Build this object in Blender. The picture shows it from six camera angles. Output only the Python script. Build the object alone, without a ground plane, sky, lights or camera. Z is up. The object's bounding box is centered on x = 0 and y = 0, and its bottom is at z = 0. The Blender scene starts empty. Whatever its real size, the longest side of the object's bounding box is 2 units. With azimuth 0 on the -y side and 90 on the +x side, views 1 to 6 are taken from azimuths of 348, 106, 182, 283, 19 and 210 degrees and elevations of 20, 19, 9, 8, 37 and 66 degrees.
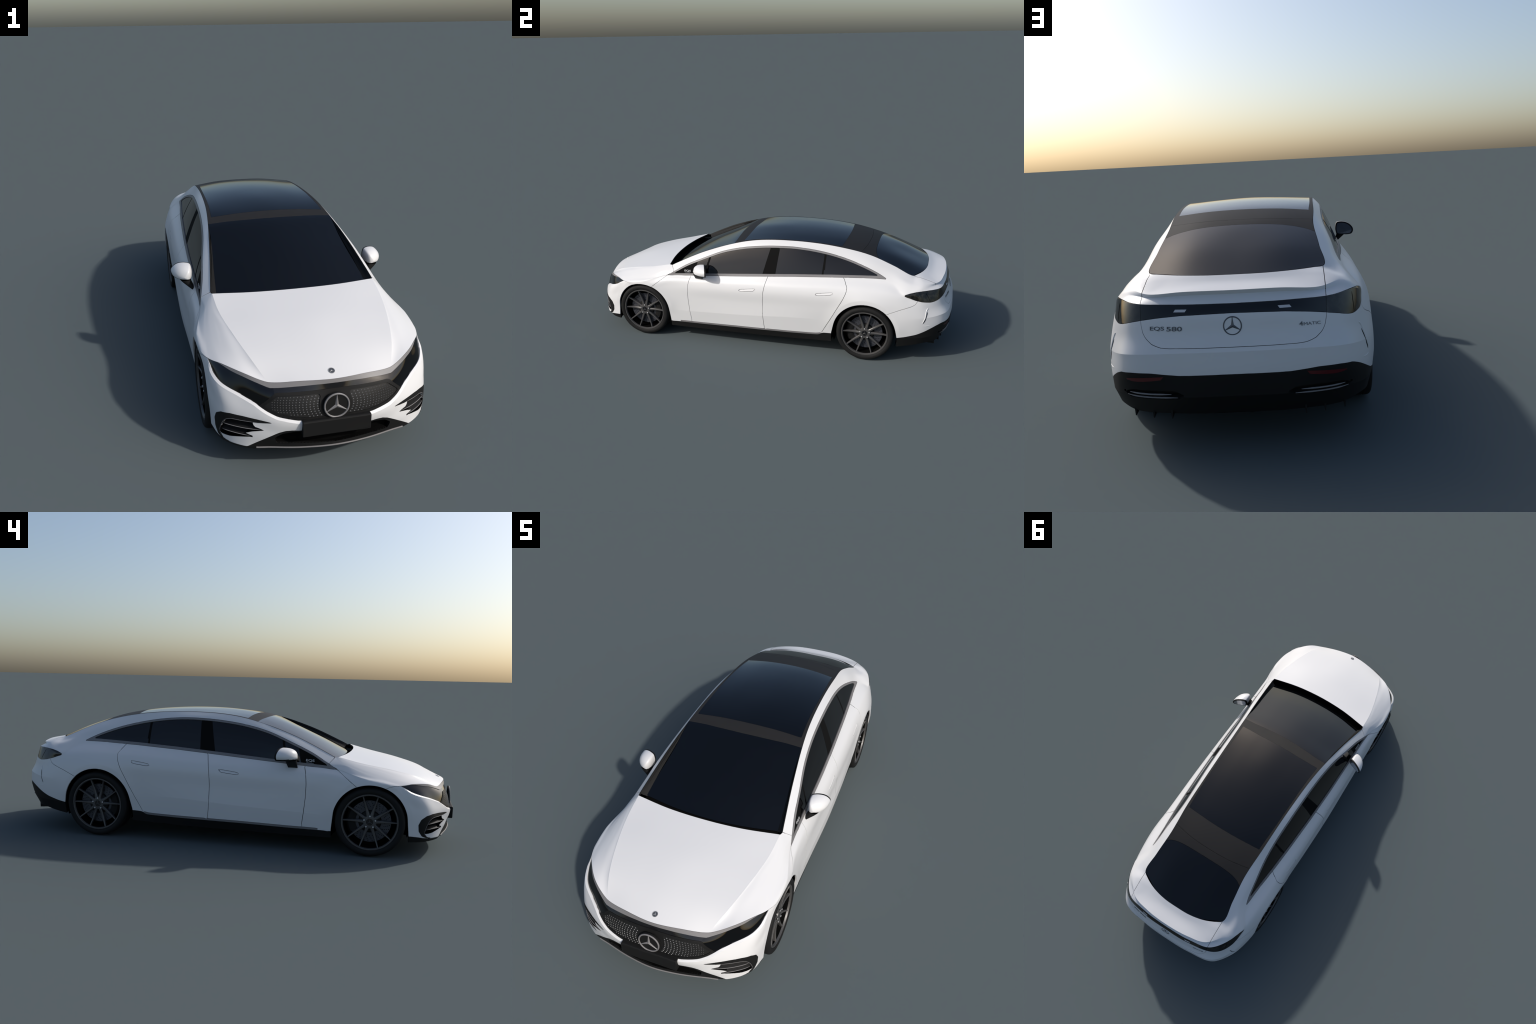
"""A white electric fastback sedan, built part by part.

The painted body is one lofted surface: eleven control rings run from the nose
centre, along the flank, to the tail centre; a spline skins them.  Seams,
lamps, windows and wheel arches are then cut into that surface along outlines
given in the side view (y, z), the front or the rear view, and each piece becomes a part of
its own with an edge and a thickness.
"""
import bpy, bmesh, math, random
import numpy as np
from mathutils import Vector, Matrix

random.seed(7)
V = Vector

# --------------------------------------------------------------------------
# materials
# --------------------------------------------------------------------------
def material(name, colour, rough=0.5, metal=0.0, spec=0.5, coat=0.0, grain=0.0,
             grain_scale=60.0, bump=0.0, bump_scale=300.0, colour2=None):
    m = bpy.data.materials.new(name)
    m.use_nodes = True
    nt = m.node_tree
    b = nt.nodes["Principled BSDF"]
    b.inputs["Base Color"].default_value = (*colour, 1)
    b.inputs["Roughness"].default_value = rough
    b.inputs["Metallic"].default_value = metal
    b.inputs["Specular IOR Level"].default_value = spec
    b.inputs["Coat Weight"].default_value = coat
    b.inputs["Coat Roughness"].default_value = 0.03
    tc = nt.nodes.new("ShaderNodeTexCoord")
    if grain or colour2:
        n = nt.nodes.new("ShaderNodeTexNoise")
        n.inputs["Scale"].default_value = grain_scale
        n.inputs["Detail"].default_value = 3
        nt.links.new(tc.outputs["Object"], n.inputs["Vector"])
        r = nt.nodes.new("ShaderNodeValToRGB")
        c2 = colour2 or tuple(max(0, c * (1 - grain)) for c in colour)
        r.color_ramp.elements[0].position = 0.35
        r.color_ramp.elements[1].position = 0.65
        r.color_ramp.elements[0].color = (*c2, 1)
        r.color_ramp.elements[1].color = (*colour, 1)
        nt.links.new(n.outputs["Fac"], r.inputs["Fac"])
        nt.links.new(r.outputs["Color"], b.inputs["Base Color"])
    if bump:
        n = nt.nodes.new("ShaderNodeTexNoise")
        n.inputs["Scale"].default_value = bump_scale
        nt.links.new(tc.outputs["Object"], n.inputs["Vector"])
        bp = nt.nodes.new("ShaderNodeBump")
        bp.inputs["Strength"].default_value = bump
        bp.inputs["Distance"].default_value = 0.002
        nt.links.new(n.outputs["Fac"], bp.inputs["Height"])
        nt.links.new(bp.outputs["Normal"], b.inputs["Normal"])
    return m

PAINT = material("white_paint", (0.64, 0.64, 0.645), rough=0.35, spec=0.5)
BLACK_PLASTIC = material("black_plastic", (0.0085, 0.0085, 0.0085), rough=0.6, spec=0.18)
POST_BLACK = material("window_post_black", (0.006, 0.006, 0.006), rough=0.8, spec=0.06)
BLACK_PANEL = material("black_roof_panel", (0.018, 0.0175, 0.0175), rough=0.6, spec=0.16)
CAVITY = material("dark_cavity", (0.004, 0.004, 0.004), rough=0.9, spec=0.0)
GLASS = material("dark_tinted_glass", (0.0012, 0.0015, 0.002), rough=0.03, spec=0.5)
SIDE_GLASS = material("tinted_side_glass", (0.004, 0.004, 0.0045), rough=0.05, spec=0.5)
LENS = material("smoked_lens", (0.002, 0.002, 0.0025), rough=0.04, spec=0.5)
TAIL_LENS = material("smoked_tail_lens", (0.024, 0.022, 0.018), rough=0.04, spec=0.5, colour2=(0.001, 0.001, 0.0015), grain_scale=55.0)
GLOSS_BLACK = material("gloss_black", (0.008, 0.008, 0.009), rough=0.12, spec=0.5)
CHROME = material("satin_chrome", (0.17, 0.165, 0.167), rough=0.45, metal=0.0, spec=0.4)
BRIGHT = material("bright_chrome", (0.5, 0.5, 0.5), rough=0.3, metal=0.5)
RUBBER = material("tyre_rubber", (0.010, 0.010, 0.010), rough=0.7, spec=0.2, bump=0.15, bump_scale=400)
RIM = material("dark_grey_alloy", (0.075, 0.073, 0.072), rough=0.4, metal=0.3)
DISC = material("brake_disc_steel", (0.055, 0.058, 0.070), rough=0.45, metal=0.4)
REFLECTOR = material("red_reflector", (0.07, 0.004, 0.006), rough=0.25)
MIRROR_GLASS = material("mirror_glass", (0.38, 0.40, 0.44), rough=0.08, metal=0.9)
BADGE = material("dark_badge_metal", (0.09, 0.095, 0.105), rough=0.35, metal=0.4)
GRILLE_BLACK = material("grille_black", (0.011, 0.011, 0.011), rough=0.5, spec=0.3)
STUD = material("stud_metal", (0.30, 0.30, 0.305), rough=0.4)
PALE = material("pale_lettering", (0.45, 0.45, 0.46), rough=0.4)
WHITE_LAMP = material("pale_lamp_block", (0.5, 0.5, 0.52), rough=0.3)

# --------------------------------------------------------------------------
# scene graph helpers
# --------------------------------------------------------------------------
ROOT = bpy.data.objects.new("electric_sedan", None)
bpy.context.scene.collection.objects.link(ROOT)
ROOT["label"] = "white electric fastback sedan with black glass roof and dark wheels"
ROOT["category"] = "car"

def link(name, mesh, mat=None, parent=ROOT):
    o = bpy.data.objects.new(name, mesh)
    bpy.context.scene.collection.objects.link(o)
    o.parent = parent
    if mat is not None and not len(mesh.materials):
        mesh.materials.append(mat)
    return o

def mesh_of(verts, faces, name="part", smooth=True, angle=35):
    me = bpy.data.meshes.new(name)
    me.from_pydata([tuple(map(float, v)) for v in verts], [], [tuple(int(i) for i in f) for f in faces])
    me.validate()
    if smooth:
        me.polygons.foreach_set("use_smooth", [True] * len(me.polygons))
        me.set_sharp_from_angle(angle=math.radians(angle))
    return me

# --------------------------------------------------------------------------
# splines
# --------------------------------------------------------------------------
def spline(pts, per, mirror_ends=(False, False), crease=None):
    """Chordal Hermite spline through pts (n, ..., 3) along axis 0.
    per = samples in each interval; crease = 0..1 per point (array broadcastable)."""
    p = np.asarray(pts, float)
    n = len(p)
    d = np.maximum(np.linalg.norm(np.diff(p, axis=0), axis=-1, keepdims=True), 1e-6) ** 0.75
    v = np.diff(p, axis=0) / d
    ml = np.zeros_like(p); mr = np.zeros_like(p)
    mid = (v[:-1] * d[1:] + v[1:] * d[:-1]) / (d[1:] + d[:-1])
    ml[1:-1] = mid; mr[1:-1] = mid
    flip = np.array([-1., 1., 1.])
    for end, i, vv in ((0, 0, v[0]), (1, -1, v[-1])):
        t = vv.copy()
        if mirror_ends[end]:
            t = t * np.array([1., 0., 0.])
        ml[i] = t; mr[i] = t
    if crease is not None:
        c = np.asarray(crease, float)
        c = c.reshape(c.shape + (1,) * (p.ndim - c.ndim)) if c.ndim < p.ndim else c
        c = np.broadcast_to(c, p.shape[:-1] + (1,))
        ml[1:-1] = ml[1:-1] * (1 - c[1:-1]) + v[:-1] * c[1:-1]
        mr[1:-1] = mr[1:-1] * (1 - c[1:-1]) + v[1:] * c[1:-1]
    out = []
    for i in range(n - 1):
        k = per[i] if hasattr(per, "__len__") else per
        for j in range(k):
            u = j / k
            h00 = 2*u**3 - 3*u**2 + 1; h10 = u**3 - 2*u**2 + u
            h01 = -2*u**3 + 3*u**2; h11 = u**3 - u**2
            out.append(h00*p[i] + h10*d[i]*mr[i] + h01*p[i+1] + h11*d[i]*ml[i+1])
    out.append(p[-1])
    return np.array(out)

def curve2(pts, per=8):
    """Smooth open polyline through 2D or 3D points."""
    q = np.asarray(pts, float)
    if q.shape[1] == 2:
        q = np.column_stack([q, np.zeros(len(q))])
        return spline(q, per)[:, :2]
    return spline(q, per)

# --------------------------------------------------------------------------
# the body loft: rings of (x, y, z), one point per station
# stations: 0 nose centre, 2 bonnet crease, 5 headlamp tip, 6 front axle,
# 7 windscreen pillar foot, 9 middle post, 12 rear axle, 14 tail lamp tip, 18 tail centre
# --------------------------------------------------------------------------
RING = {}
RING["underside"] = [(0, -.975, .074), (.10, -.963, .072), (.19, -.943, .072), (.255, -.925, .072), (.318, -.868, .070),
    (.340, -.815, .070), (.350, -.65, .068), (0.35, -0.49, 0.0675), (0.35, -0.3, 0.067), (0.35, -0.05, 0.0685),
    (0.349, 0.2, 0.0725), (0.348, 0.43, 0.08), (0.346, 0.58, 0.08), (0.345, 0.7, 0.084), (0.336, 0.8, 0.099),
    (0.308, 0.878, 0.1115), (0.262, 0.923, 0.107), (0.14, 0.951, 0.1035), (0, 0.956, 0.103)]
RING["sill"] = [(0, -.986, .088), (.10, -.974, .086), (.19, -.953, .086), (.262, -.933, .086), (.328, -.878, .092),
    (.3485, -.815, .098), (.360, -.65, .100), (.3545, -.49, .096), (.3565, -.30, .100), (.362, -.05, .106),
    (.358, .20, .109), (.3535, .43, .127), (.360, .58, .135), (0.36, 0.7, 0.14), (0.352, 0.79, 0.145),
    (0.323, 0.885, 0.15), (.268, .952, .160), (.14, .989, .160), (0, 0.994, 0.16)]
RING["flank_crease"] = [(0, -.980, .130), (.10, -.977, .130), (.195, -.962, .125), (.275, -.928, .130), (.330, -.878, .140),
    (.349, -.815, .150), (.364, -.65, .160), (.360, -.49, .165), (.3645, -.30, .173), (.3685, -.05, .184),
    (.3665, .20, .199), (.359, .43, .200), (.366, .58, .200), (0.364, 0.7, 0.2), (0.355, 0.79, 0.195),
    (0.327, 0.885, 0.2), (0.266, 0.967, 0.212), (0.134, 0.994, 0.2154), (0, 0.9995, 0.216)]
RING["lower_door"] = [(0, -.985, .180), (.105, -.983, .179), (.195, -.962, .178), (.27, -.927, .185), (.325, -.880, .200),
    (.348, -.81, .220), (.366, -.65, .220), (.362, -.49, .245), (.3628, -.30, .250), (.365, -.05, .250),
    (.3655, .20, .260), (.363, .43, .265), (.367, .58, .265), (0.363, 0.7, 0.255), (0.354, 0.79, 0.25),
    (0.325, 0.885, 0.255), (0.265, 0.966, 0.267), (0.13, 0.9925, 0.271), (0, 0.9965, 0.271)]
RING["waist"] = [(0, -.978, .225), (0.1, -0.9775, 0.222), (0.19, -0.9565, 0.216), (.262, -.911, .229), (.323, -.855, .255),
    (.346, -.785, .280), (.367, -.65, .270), (.3585, -.49, .305), (.3615, -.30, .310), (.3645, -.05, .318),
    (.3645, .20, .328), (.3615, .43, .335), (.362, .58, .335), (0.355, 0.7, 0.325), (0.343, 0.785, 0.312),
    (0.3165, 0.878, 0.295), (0.262, 0.948, 0.3), (0.13, 0.977, 0.31), (0, 0.982, 0.312)]
RING["shoulder"] = [(0, -.965, .262), (0.1, -0.9625, 0.262), (.185, -.946, .259), (.262, -.895, .272), (.317, -.842, .285),
    (.346, -.775, .298), (.367, -.65, .295), (.352, -.49, .335), (0.351, -0.3, 0.342), (0.354, -0.05, 0.352),
    (0.3535, 0.2, 0.362), (0.346, 0.43, 0.376), (.342, .58, .379), (.337, .70, .371), (.3315, .78, .352),
    (.313, .868, .332), (0.262, 0.934, 0.338), (0.13, 0.9665, 0.358), (0, 0.971, 0.362)]
RING["belt"] = [(0, -.9575, .294), (.10, -.945, .2925), (.1918, -.9209, .2873), (.26, -.8794, .3053), (.31, -.825, .3105),
    (.345, -.770, .3055), (.364, -.65, .315), (0.333, -0.495, 0.3575), (0.3305, -0.3, 0.3705), (0.329, -0.05, 0.389),
    (0.32, 0.2, 0.4055), (0.306, 0.43, 0.419), (0.2925, 0.58, 0.4235), (.300, .70, .405), (.331, .775, .366),
    (.304, .85, .3833), (0.245, 0.928, 0.384), (0.13, 0.9545, 0.3825), (0, 0.9605, 0.3815)]
RING["lower_glass"] = [(0, -.86, .3345), (.11, -.855, .332), (.2234, -.85, .3247), (0.279, -0.77, 0.3405), (.317, -.71, .340),
    (.337, -.675, .342), (0.3465, -0.6, 0.338), (.331, -.49, .364), (0.3205, -0.3, 0.402), (0.308, -0.05, 0.439),
    (0.3, 0.2, 0.4535), (0.289, 0.43, 0.452), (0.2845, 0.58, 0.4395), (0.287, 0.7, 0.42), (.312, .79, .389),
    (0.29, 0.853, 0.398), (0.216, 0.9165, 0.3965), (0.12, 0.937, 0.401), (0, 0.9445, 0.402)]
RING["upper_glass"] = [(0, -.74, .3715), (.13, -.735, .367), (.255, -.745, .3545), (0.291, -0.66, 0.3645), (.318, -.61, .362),
    (.325, -.58, .365), (0.325, -0.56, 0.362), (.328, -.483, .371), (0.309, -0.3, 0.433), (0.2865, -0.05, 0.4885),
    (0.278, 0.2, 0.5025), (0.2705, 0.43, 0.4845), (0.2755, 0.58, 0.4555), (0.273, 0.7, 0.436), (.290, .80, .408),
    (0.271, 0.853, 0.4105), (0.212, 0.9215, 0.405), (0.12, 0.9455, 0.412), (0, 0.9535, 0.413)]
RING["roof_frame"] = [(0, -.62, .3955), (.145, -.61, .3935), (.2843, -.60, .3834), (.300, -.565, .385), (.306, -.545, .386),
    (.311, -.53, .386), (.315, -.52, .383), (.325, -.475, .378), (0.294, -0.3, 0.462), (0.26, -0.05, 0.5355),
    (0.252, 0.2, 0.5485), (0.25, 0.43, 0.516), (0.252, 0.58, 0.492), (0.256, 0.7, 0.454), (.262, .80, .421),
    (0.24, 0.8405, 0.4245), (.165, .868, .4245), (.08, .885, .4235), (0, .890, .423)]
RING["rail"] = [(0, -.5418, .4094), (.15, -.533, .408), (.2905, -.507, .4055), (.2925, -.501, .405), (.2932, -.497, .4046),
    (.2934, -.4945, .4045), (.2935, -.4925, .4045), (.291, -.475, .413), (0.266, -0.3, 0.491), (0.2385, -0.05, 0.5605),
    (0.2268, 0.2, 0.573), (0.222, 0.43, 0.5548), (.2160, .58, .5225), (.2255, .70, .479), (.2301, .80, .4364),
    (.205, .8175, .4362), (.15, .842, .4357), (.075, .858, .435), (0, .8607, .4348)]
RINGS = ["underside", "sill", "flank_crease", "lower_door", "waist", "shoulder", "belt", "lower_glass", "upper_glass", "roof_frame", "rail"]
CTRL = np.array([RING[r] for r in RINGS], float)          # (11, 19, 3)
NR, NC = CTRL.shape[:2]

# front wing between the bonnet crease and the outer edge: one even, slightly hollow-free sweep
BONNET_CREASE = np.array([(-.921, .1918, .2873), (-.91, .1977, .2945), (-.85, .2234, .3247), (-.80, .2409, .3410), (-.75, .2540, .3533), (-.70, .2666, .3640),
                          (-.65, .2760, .3745), (-.60, .2843, .3838), (-.55, .2907, .3940), (-.507, .2920, .4050)])
WING_EDGE = np.array([(-.8794, .26, .3053), (-.825, .31, .3105), (-.77, .345, .3055), (-.65, .364, .315), (-.60, .3573, .3275), (-.56, .3463, .3434), (-.52, .338, .352), (-.495, .333, .3575)])
for r_ in (7, 8, 9):
    for c_ in (3, 4, 5, 6):
        x_, y_, _ = CTRL[r_, c_]
        ax, az = (np.interp(y_, BONNET_CREASE[:, 0], BONNET_CREASE[:, k]) for k in (1, 2))
        bx, bz = (np.interp(y_, WING_EDGE[:, 0], WING_EDGE[:, k]) for k in (1, 2))
        w_ = np.clip((x_ - ax) / (bx - ax), 0, 1)
        CTRL[r_, c_, 2] = az - (az - bz) * (.66*w_ + .34*w_**2.5)

def ramp(pairs, n=NC):
    xs, ys = zip(*pairs)
    return np.interp(np.arange(n), xs, ys)

# how sharply the surface breaks at a ring, station by station
ROW_CREASE = np.zeros((NR, NC))
ROW_CREASE[2] = ramp([(6, 0), (7, .6), (8, 1), (10, 1), (11, 0)])
ROW_CREASE[3] = ramp([(14, 0), (15, 1), (18, 1)])
ROW_CREASE[6] = ramp([(0, 1), (5, 1), (6, 0), (14, 0), (15, .8), (18, 1)])
ROW_CREASE[7] = ramp([(15, 0), (16, 1), (18, 1)])
ROW_CREASE[8] = ramp([(15, 0), (16, 1), (18, 1)])
ROW_CREASE[1] = ramp([(0, 1), (18, 1)])
COL_CREASE = np.zeros((NC, NR))
COL_CREASE[2, 6:] = 1.0
COL_CREASE[2, 6] = 0.25

COLS = [10, 10, 10, 9, 9, 14, 18, 20, 24, 24, 22, 18, 14, 12, 12, 11, 12, 12]
ROWS = [3, 8, 9, 10, 9, 8, 8, 8, 8, 6]

def loft():
    cols = spline(np.swapaxes(CTRL, 0, 1), COLS, (True, True), COL_CREASE[..., None])   # (T, 11, 3)
    T = cols.shape[0]
    tt = np.concatenate([[i + j / COLS[i] for j in range(COLS[i])] for i in range(NC - 1)] + [[NC - 1.0]])
    crease = np.stack([np.interp(tt, np.arange(NC), ROW_CREASE[r]) for r in range(NR)])  # (11, T)
    surf = spline(np.swapaxes(cols, 0, 1), ROWS, crease=crease[..., None])              # (S, T, 3)
    ss = np.concatenate([[i + j / ROWS[i] for j in range(ROWS[i])] for i in range(NR - 1)] + [[NR - 1.0]])
    surf[:, 0, 0] = 0; surf[:, -1, 0] = 0
    return surf, ss, tt

# --------------------------------------------------------------------------
# outlines
# --------------------------------------------------------------------------
def signed_distance(pts, poly):
    """Distance of 2D points to a closed polygon, negative inside."""
    poly = np.asarray(poly, float)
    a = poly; b = np.roll(poly, -1, 0)
    best = np.full(len(pts), 1e9); inside = np.zeros(len(pts), bool)
    for (ax, ay), (bx, by) in zip(a, b):
        ex, ey = bx - ax, by - ay
        L = ex*ex + ey*ey
        if L < 1e-14:
            continue
        px, py = pts[:, 0] - ax, pts[:, 1] - ay
        t = np.clip((px*ex + py*ey) / L, 0, 1)
        best = np.minimum(best, np.hypot(px - t*ex, py - t*ey))
        c = ((ay > pts[:, 1]) != (by > pts[:, 1]))
        with np.errstate(divide="ignore", invalid="ignore"):
            xin = ex * (pts[:, 1] - ay) / (by - ay if by != ay else 1e-12) + ax
        inside ^= c & (pts[:, 0] < xin)
    return np.where(inside, -best, best)

side = lambda co: co[:, [1, 2]]                                             # (y, z)
front = lambda co: co[:, [0, 2]]                                            # (x, z)
front_wrap = lambda co: np.column_stack([-co[:, 1] - co[:, 0], co[:, 2]])   # seen from the front corner
rear_wrap = lambda co: np.column_stack([co[:, 1] - co[:, 0], co[:, 2]])     # seen from the rear corner
plan = lambda co: co[:, [0, 1]]
wrapf = lambda pts: [(-y - x, z) for x, y, z in pts]
wrapr = lambda pts: [(y - x, z) for x, y, z in pts]

class Cutter:
    """Cuts a half-body mesh along outlines; keeps ring/station coordinates on vertices."""
    def __init__(self, verts, faces, st):
        self.bm = bmesh.new()
        self.ls = self.bm.verts.layers.float.new("s")
        self.lt = self.bm.verts.layers.float.new("t")
        vs = []
        for c, (s, t) in zip(verts, st):
            v = self.bm.verts.new(c); v[self.ls] = s; v[self.lt] = t; vs.append(v)
        for f in faces:
            self.bm.faces.new([vs[i] for i in f])

    def arrays(self):
        co = np.array([v.co[:] for v in self.bm.verts])
        st = np.array([(v[self.ls], v[self.lt]) for v in self.bm.verts])
        return co, st

    def cut(self, fn, where=None, eps=1.5e-4):
        bm = self.bm
        co, st = self.arrays()
        val = fn(co)
        ok = np.ones(len(co), bool) if where is None else where(co, st)
        val[np.abs(val) < eps] = 0
        bm.verts.index_update()
        zero = {v for v in bm.verts if ok[v.index] and val[v.index] == 0}
        todo = []
        for e in bm.edges:
            a, b = e.verts[0].index, e.verts[1].index
            if ok[a] and ok[b] and val[a] * val[b] < 0:
                todo.append((e, e.verts[0], e.verts[1], val[a] / (val[a] - val[b])))
        for e, a, b, k in todo:
            s = a[self.ls]*(1-k) + b[self.ls]*k; t = a[self.lt]*(1-k) + b[self.lt]*k
            _, nv = bmesh.utils.edge_split(e, a, k)
            nv[self.ls] = s; nv[self.lt] = t
            zero.add(nv)
        faces = {f for v in zero for f in v.link_faces}
        for f in list(faces):
            stack = [f]
            while stack:
                g = stack.pop()
                vs = list(g.verts); n = len(vs)
                zi = [i for i, v in enumerate(vs) if v in zero]
                done = False
                for ii in range(len(zi)):
                    for jj in range(ii + 1, len(zi)):
                        i, j = zi[ii], zi[jj]
                        if j - i in (1, n - 1):
                            continue
                        try:
                            nf, _ = bmesh.utils.face_split(g, vs[i], vs[j])
                        except ValueError:
                            continue
                        if nf:
                            stack += [g, nf]
                            done = True
                            break
                    if done:
                        break

# ---- wheel arches -------------------------------------------------------
AXLE_F, AXLE_R, HUB_Z = -.651, .580, .146
def arch(cy, r, foot_front, foot_rear):
    a = [(cy + r*math.cos(t), .148 + r*math.sin(t)) for t in np.linspace(math.radians(12), math.radians(168), 40)]
    return [foot_rear[1], foot_rear[0]] + a + [foot_front[0], foot_front[1]]
ARCH_F = arch(AXLE_F, .1555, [(-.8113, .098), (-.812, .02)], [(-.4905, .097), (-.4905, .02)])
ARCH_R = arch(.577, .1605, [(.408, .127), (.408, .02)], [(.741, .144), (.741, .02)])

# ---- daylight opening ---------------------------------------------------
DLO_TOP = curve2([(-.507, .3572), (-.45, .3905), (-.40, .4190), (-.30, .4625), (-.20, .5010), (-.10, .5253), (0, .5395), (.10, .5468),
                  (.20, .5475), (.30, .5386), (.40, .5215), (.50, .4965), (.60, .4610), (.645, .4405), (.668, .4285)])
DLO_LOW = [(.668, .4255), (.60, .4262), (.40, .4195), (.20, .4085), (0, .3945), (-.20, .3790), (-.40, .3640), (-.48, .3585)]
DLO = [tuple(p) for p in DLO_TOP] + DLO_LOW
_dl = np.array(DLO_LOW)[::-1]
def belt_z(y):
    return np.interp(y, _dl[:, 0], _dl[:, 1])
def dlo_top_z(y):
    return np.interp(y, DLO_TOP[:, 0], DLO_TOP[:, 1])
_ys = np.linspace(-.474, .636, 90)
_up = [(y, dlo_top_z(y) - .0082) for y in _ys]
_lo = [(y, belt_z(y) + .0115) for y in _ys]
_keep = [i for i in range(len(_ys)) if _up[i][1] > _lo[i][1] + .0006]
GLASS_SIDE = [_up[i] for i in _keep] + [_lo[i] for i in reversed(_keep)]

# ---- door shuts (side view) ---------------------------------------------
SHUT_A = curve2([(-.366, .372), (-.3694, .360), (-.3753, .34), (-.3785, .32), (-.3808, .29), (-.3802, .26), (-.3789, .23), (-.3759, .20), (-.3729, .17), (-.3688, .14), (-.3650, .105)], 3)
SHUT_B = curve2([(.064, .402), (.0581, .38), (.0531, .36), (.0494, .34), (.0462, .32), (.0438, .29), (.0430, .26), (.0434, .23), (.0440, .20), (.0459, .17), (.0487, .14), (.0525, .108)], 3)
SHUT_C = [tuple(p) for p in curve2([(.457, .423), (.4700, .402), (.4815, .383)], 3)] + [tuple(p) for p in curve2([(.4815, .383), (.4812, .37), (.4780, .356), (.4717, .34), (.4628, .32), (.4467, .29), (.4305, .26), (.4146, .23), (.3986, .20), (.3820, .17), (.3655, .14), (.3579, .1255)], 3)]
_sy = [-.4443, -.42, -.30, -.10, .05, .20, .30, .345]
_sz = [.0973, .0975, .0992, .1050, .1070, .1085, .1105, .1125]
def sill_z(y):            # lower edge of the bright sill strip
    return np.interp(y, _sy, _sz)

def band(line, low, high):
    return [(y, low) for y in line] + [(y, high) for y in reversed(line)]
SILL = [(-.4905, 0), (-.4905, .0945), (-.4443, .0970)] + [(y, sill_z(y)) for y in np.linspace(-.43, .33, 24)] + [(.345, .1135), (.356, .1215), (.366, .1245), (.4091, .1262), (.4091, 0)]
SILL_STRIP = [(-.4443, .0972)] + [(y, sill_z(y)) for y in np.linspace(-.43, .33, 24)] + [(.345, .1135), (.356, .1215), (.352, .1245)] + [(y, sill_z(y) + .0085) for y in np.linspace(.33, -.41, 24)] + [(-.43, .1045)]
DOOR_LOW = [(y, sill_z(y) + .0085) for y in np.linspace(-.3655, .0525, 14)]
FRONT_DOOR = [tuple(p) for p in SHUT_A] + [(-.3655, sill_z(-.3655) + .0085)] + DOOR_LOW + [tuple(p) for p in SHUT_B[::-1]] + [(y, belt_z(y)) for y in np.linspace(.064, -.366, 12)]
REAR_DOOR = [tuple(p) for p in SHUT_B] + [(y, sill_z(y) + .0085) for y in np.linspace(.0525, .345, 12)] + [tuple(p) for p in SHUT_C[::-1]] + [(y, belt_z(y)) for y in np.linspace(.457, .064, 12)]
MIDDLE_POST = [(.0300, .400), (.0640, .541), (.1135, .541), (.1005, .400)]
REAR_BAR = [(.3440, .410), (.3500, .528), (.3605, .526), (.3545, .410)]
QUARTER_BAR = [(-.2960, .375), (-.2700, .480), (-.2590, .480), (-.2850, .375)]
SAIL = [(-.52, .33), (-.52, .46), (-.3350, .4450), (-.3560, .36)]
HANDLES = [[(-.0904, .3205), (-.0780, .3270), (.0004, .3362), (-.0010, .3275), (-.0080, .3240), (-.0760, .3165)],
           [(.3197, .3375), (.3320, .3440), (.4100, .3540), (.4085, .3450), (.4020, .3415), (.3340, .3335)]]
# front wing: ahead of the shut running from the window tip to the arch
WING_SHUT = [(-.502, .362), (-.507, .3572), (-.52, .3475), (-.55, .3253), (-.58, .3027), (-.61, .280)]
PILLAR_SHUT = [(-.4925, .412), (-.4925, .4045), (-.482, .393), (-.470, .3795), (-.488, .368), (-.507, .3572)]

# ---- nose (x, y, z) on the skin -----------------------------------------
HEADLAMP_LOW = [(.2212, -.9358, .2234), (.2322, -.93, .2301), (.2577, -.91, .241), (.2818, -.89, .2512), (.303, -.87, .259),
                (.3196, -.85, .266), (.3301, -.83, .2732), (.3349, -.81, .2811), (.3383, -.79, .2928), (.345, -.768, .3056)]
GRILLE_LOW = [(0, -.984, .1800), (.11, -.980, .1838), (.14, -.9775, .1890), (.17, -.965, .1962), (.20, -.9482, .2114), (.2212, -.9358, .2234)]
GRILLE_TOP = [(.2212, -.9358, .2234), (.1780, -.9481, .2625), (.170, -.950, .2648), (.10, -.961, .2664), (0, -.9634, .2664)]
GRILLE = [(x, z) for x, y, z in GRILLE_LOW + GRILLE_TOP[1:]]
GRILLE_UP = [(-.1, .10), (-.1, .2664)] + [(x, z) for x, y, z in GRILLE_TOP[::-1]] + [(.2300, .2150), (.2300, .10)]
CHROME_LOW = [(0, .2822), (.06, .2815), (.12, .2788), (.165, .2755), (.19, .2745), (.22, .2835), (.26, .2955), (.29, .3020), (.31, .3075), (.325, .3095)]
BUMPER_LOW = [(0, .150), (.11, .1494), (.13, .1515), (.15, .1500), (.17, .1426), (.20, .1249), (.23, .1045), (.261, .0832), (.30, .0845), (.33, .0890), (.3477, .0965), (.36, .0965)]

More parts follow.
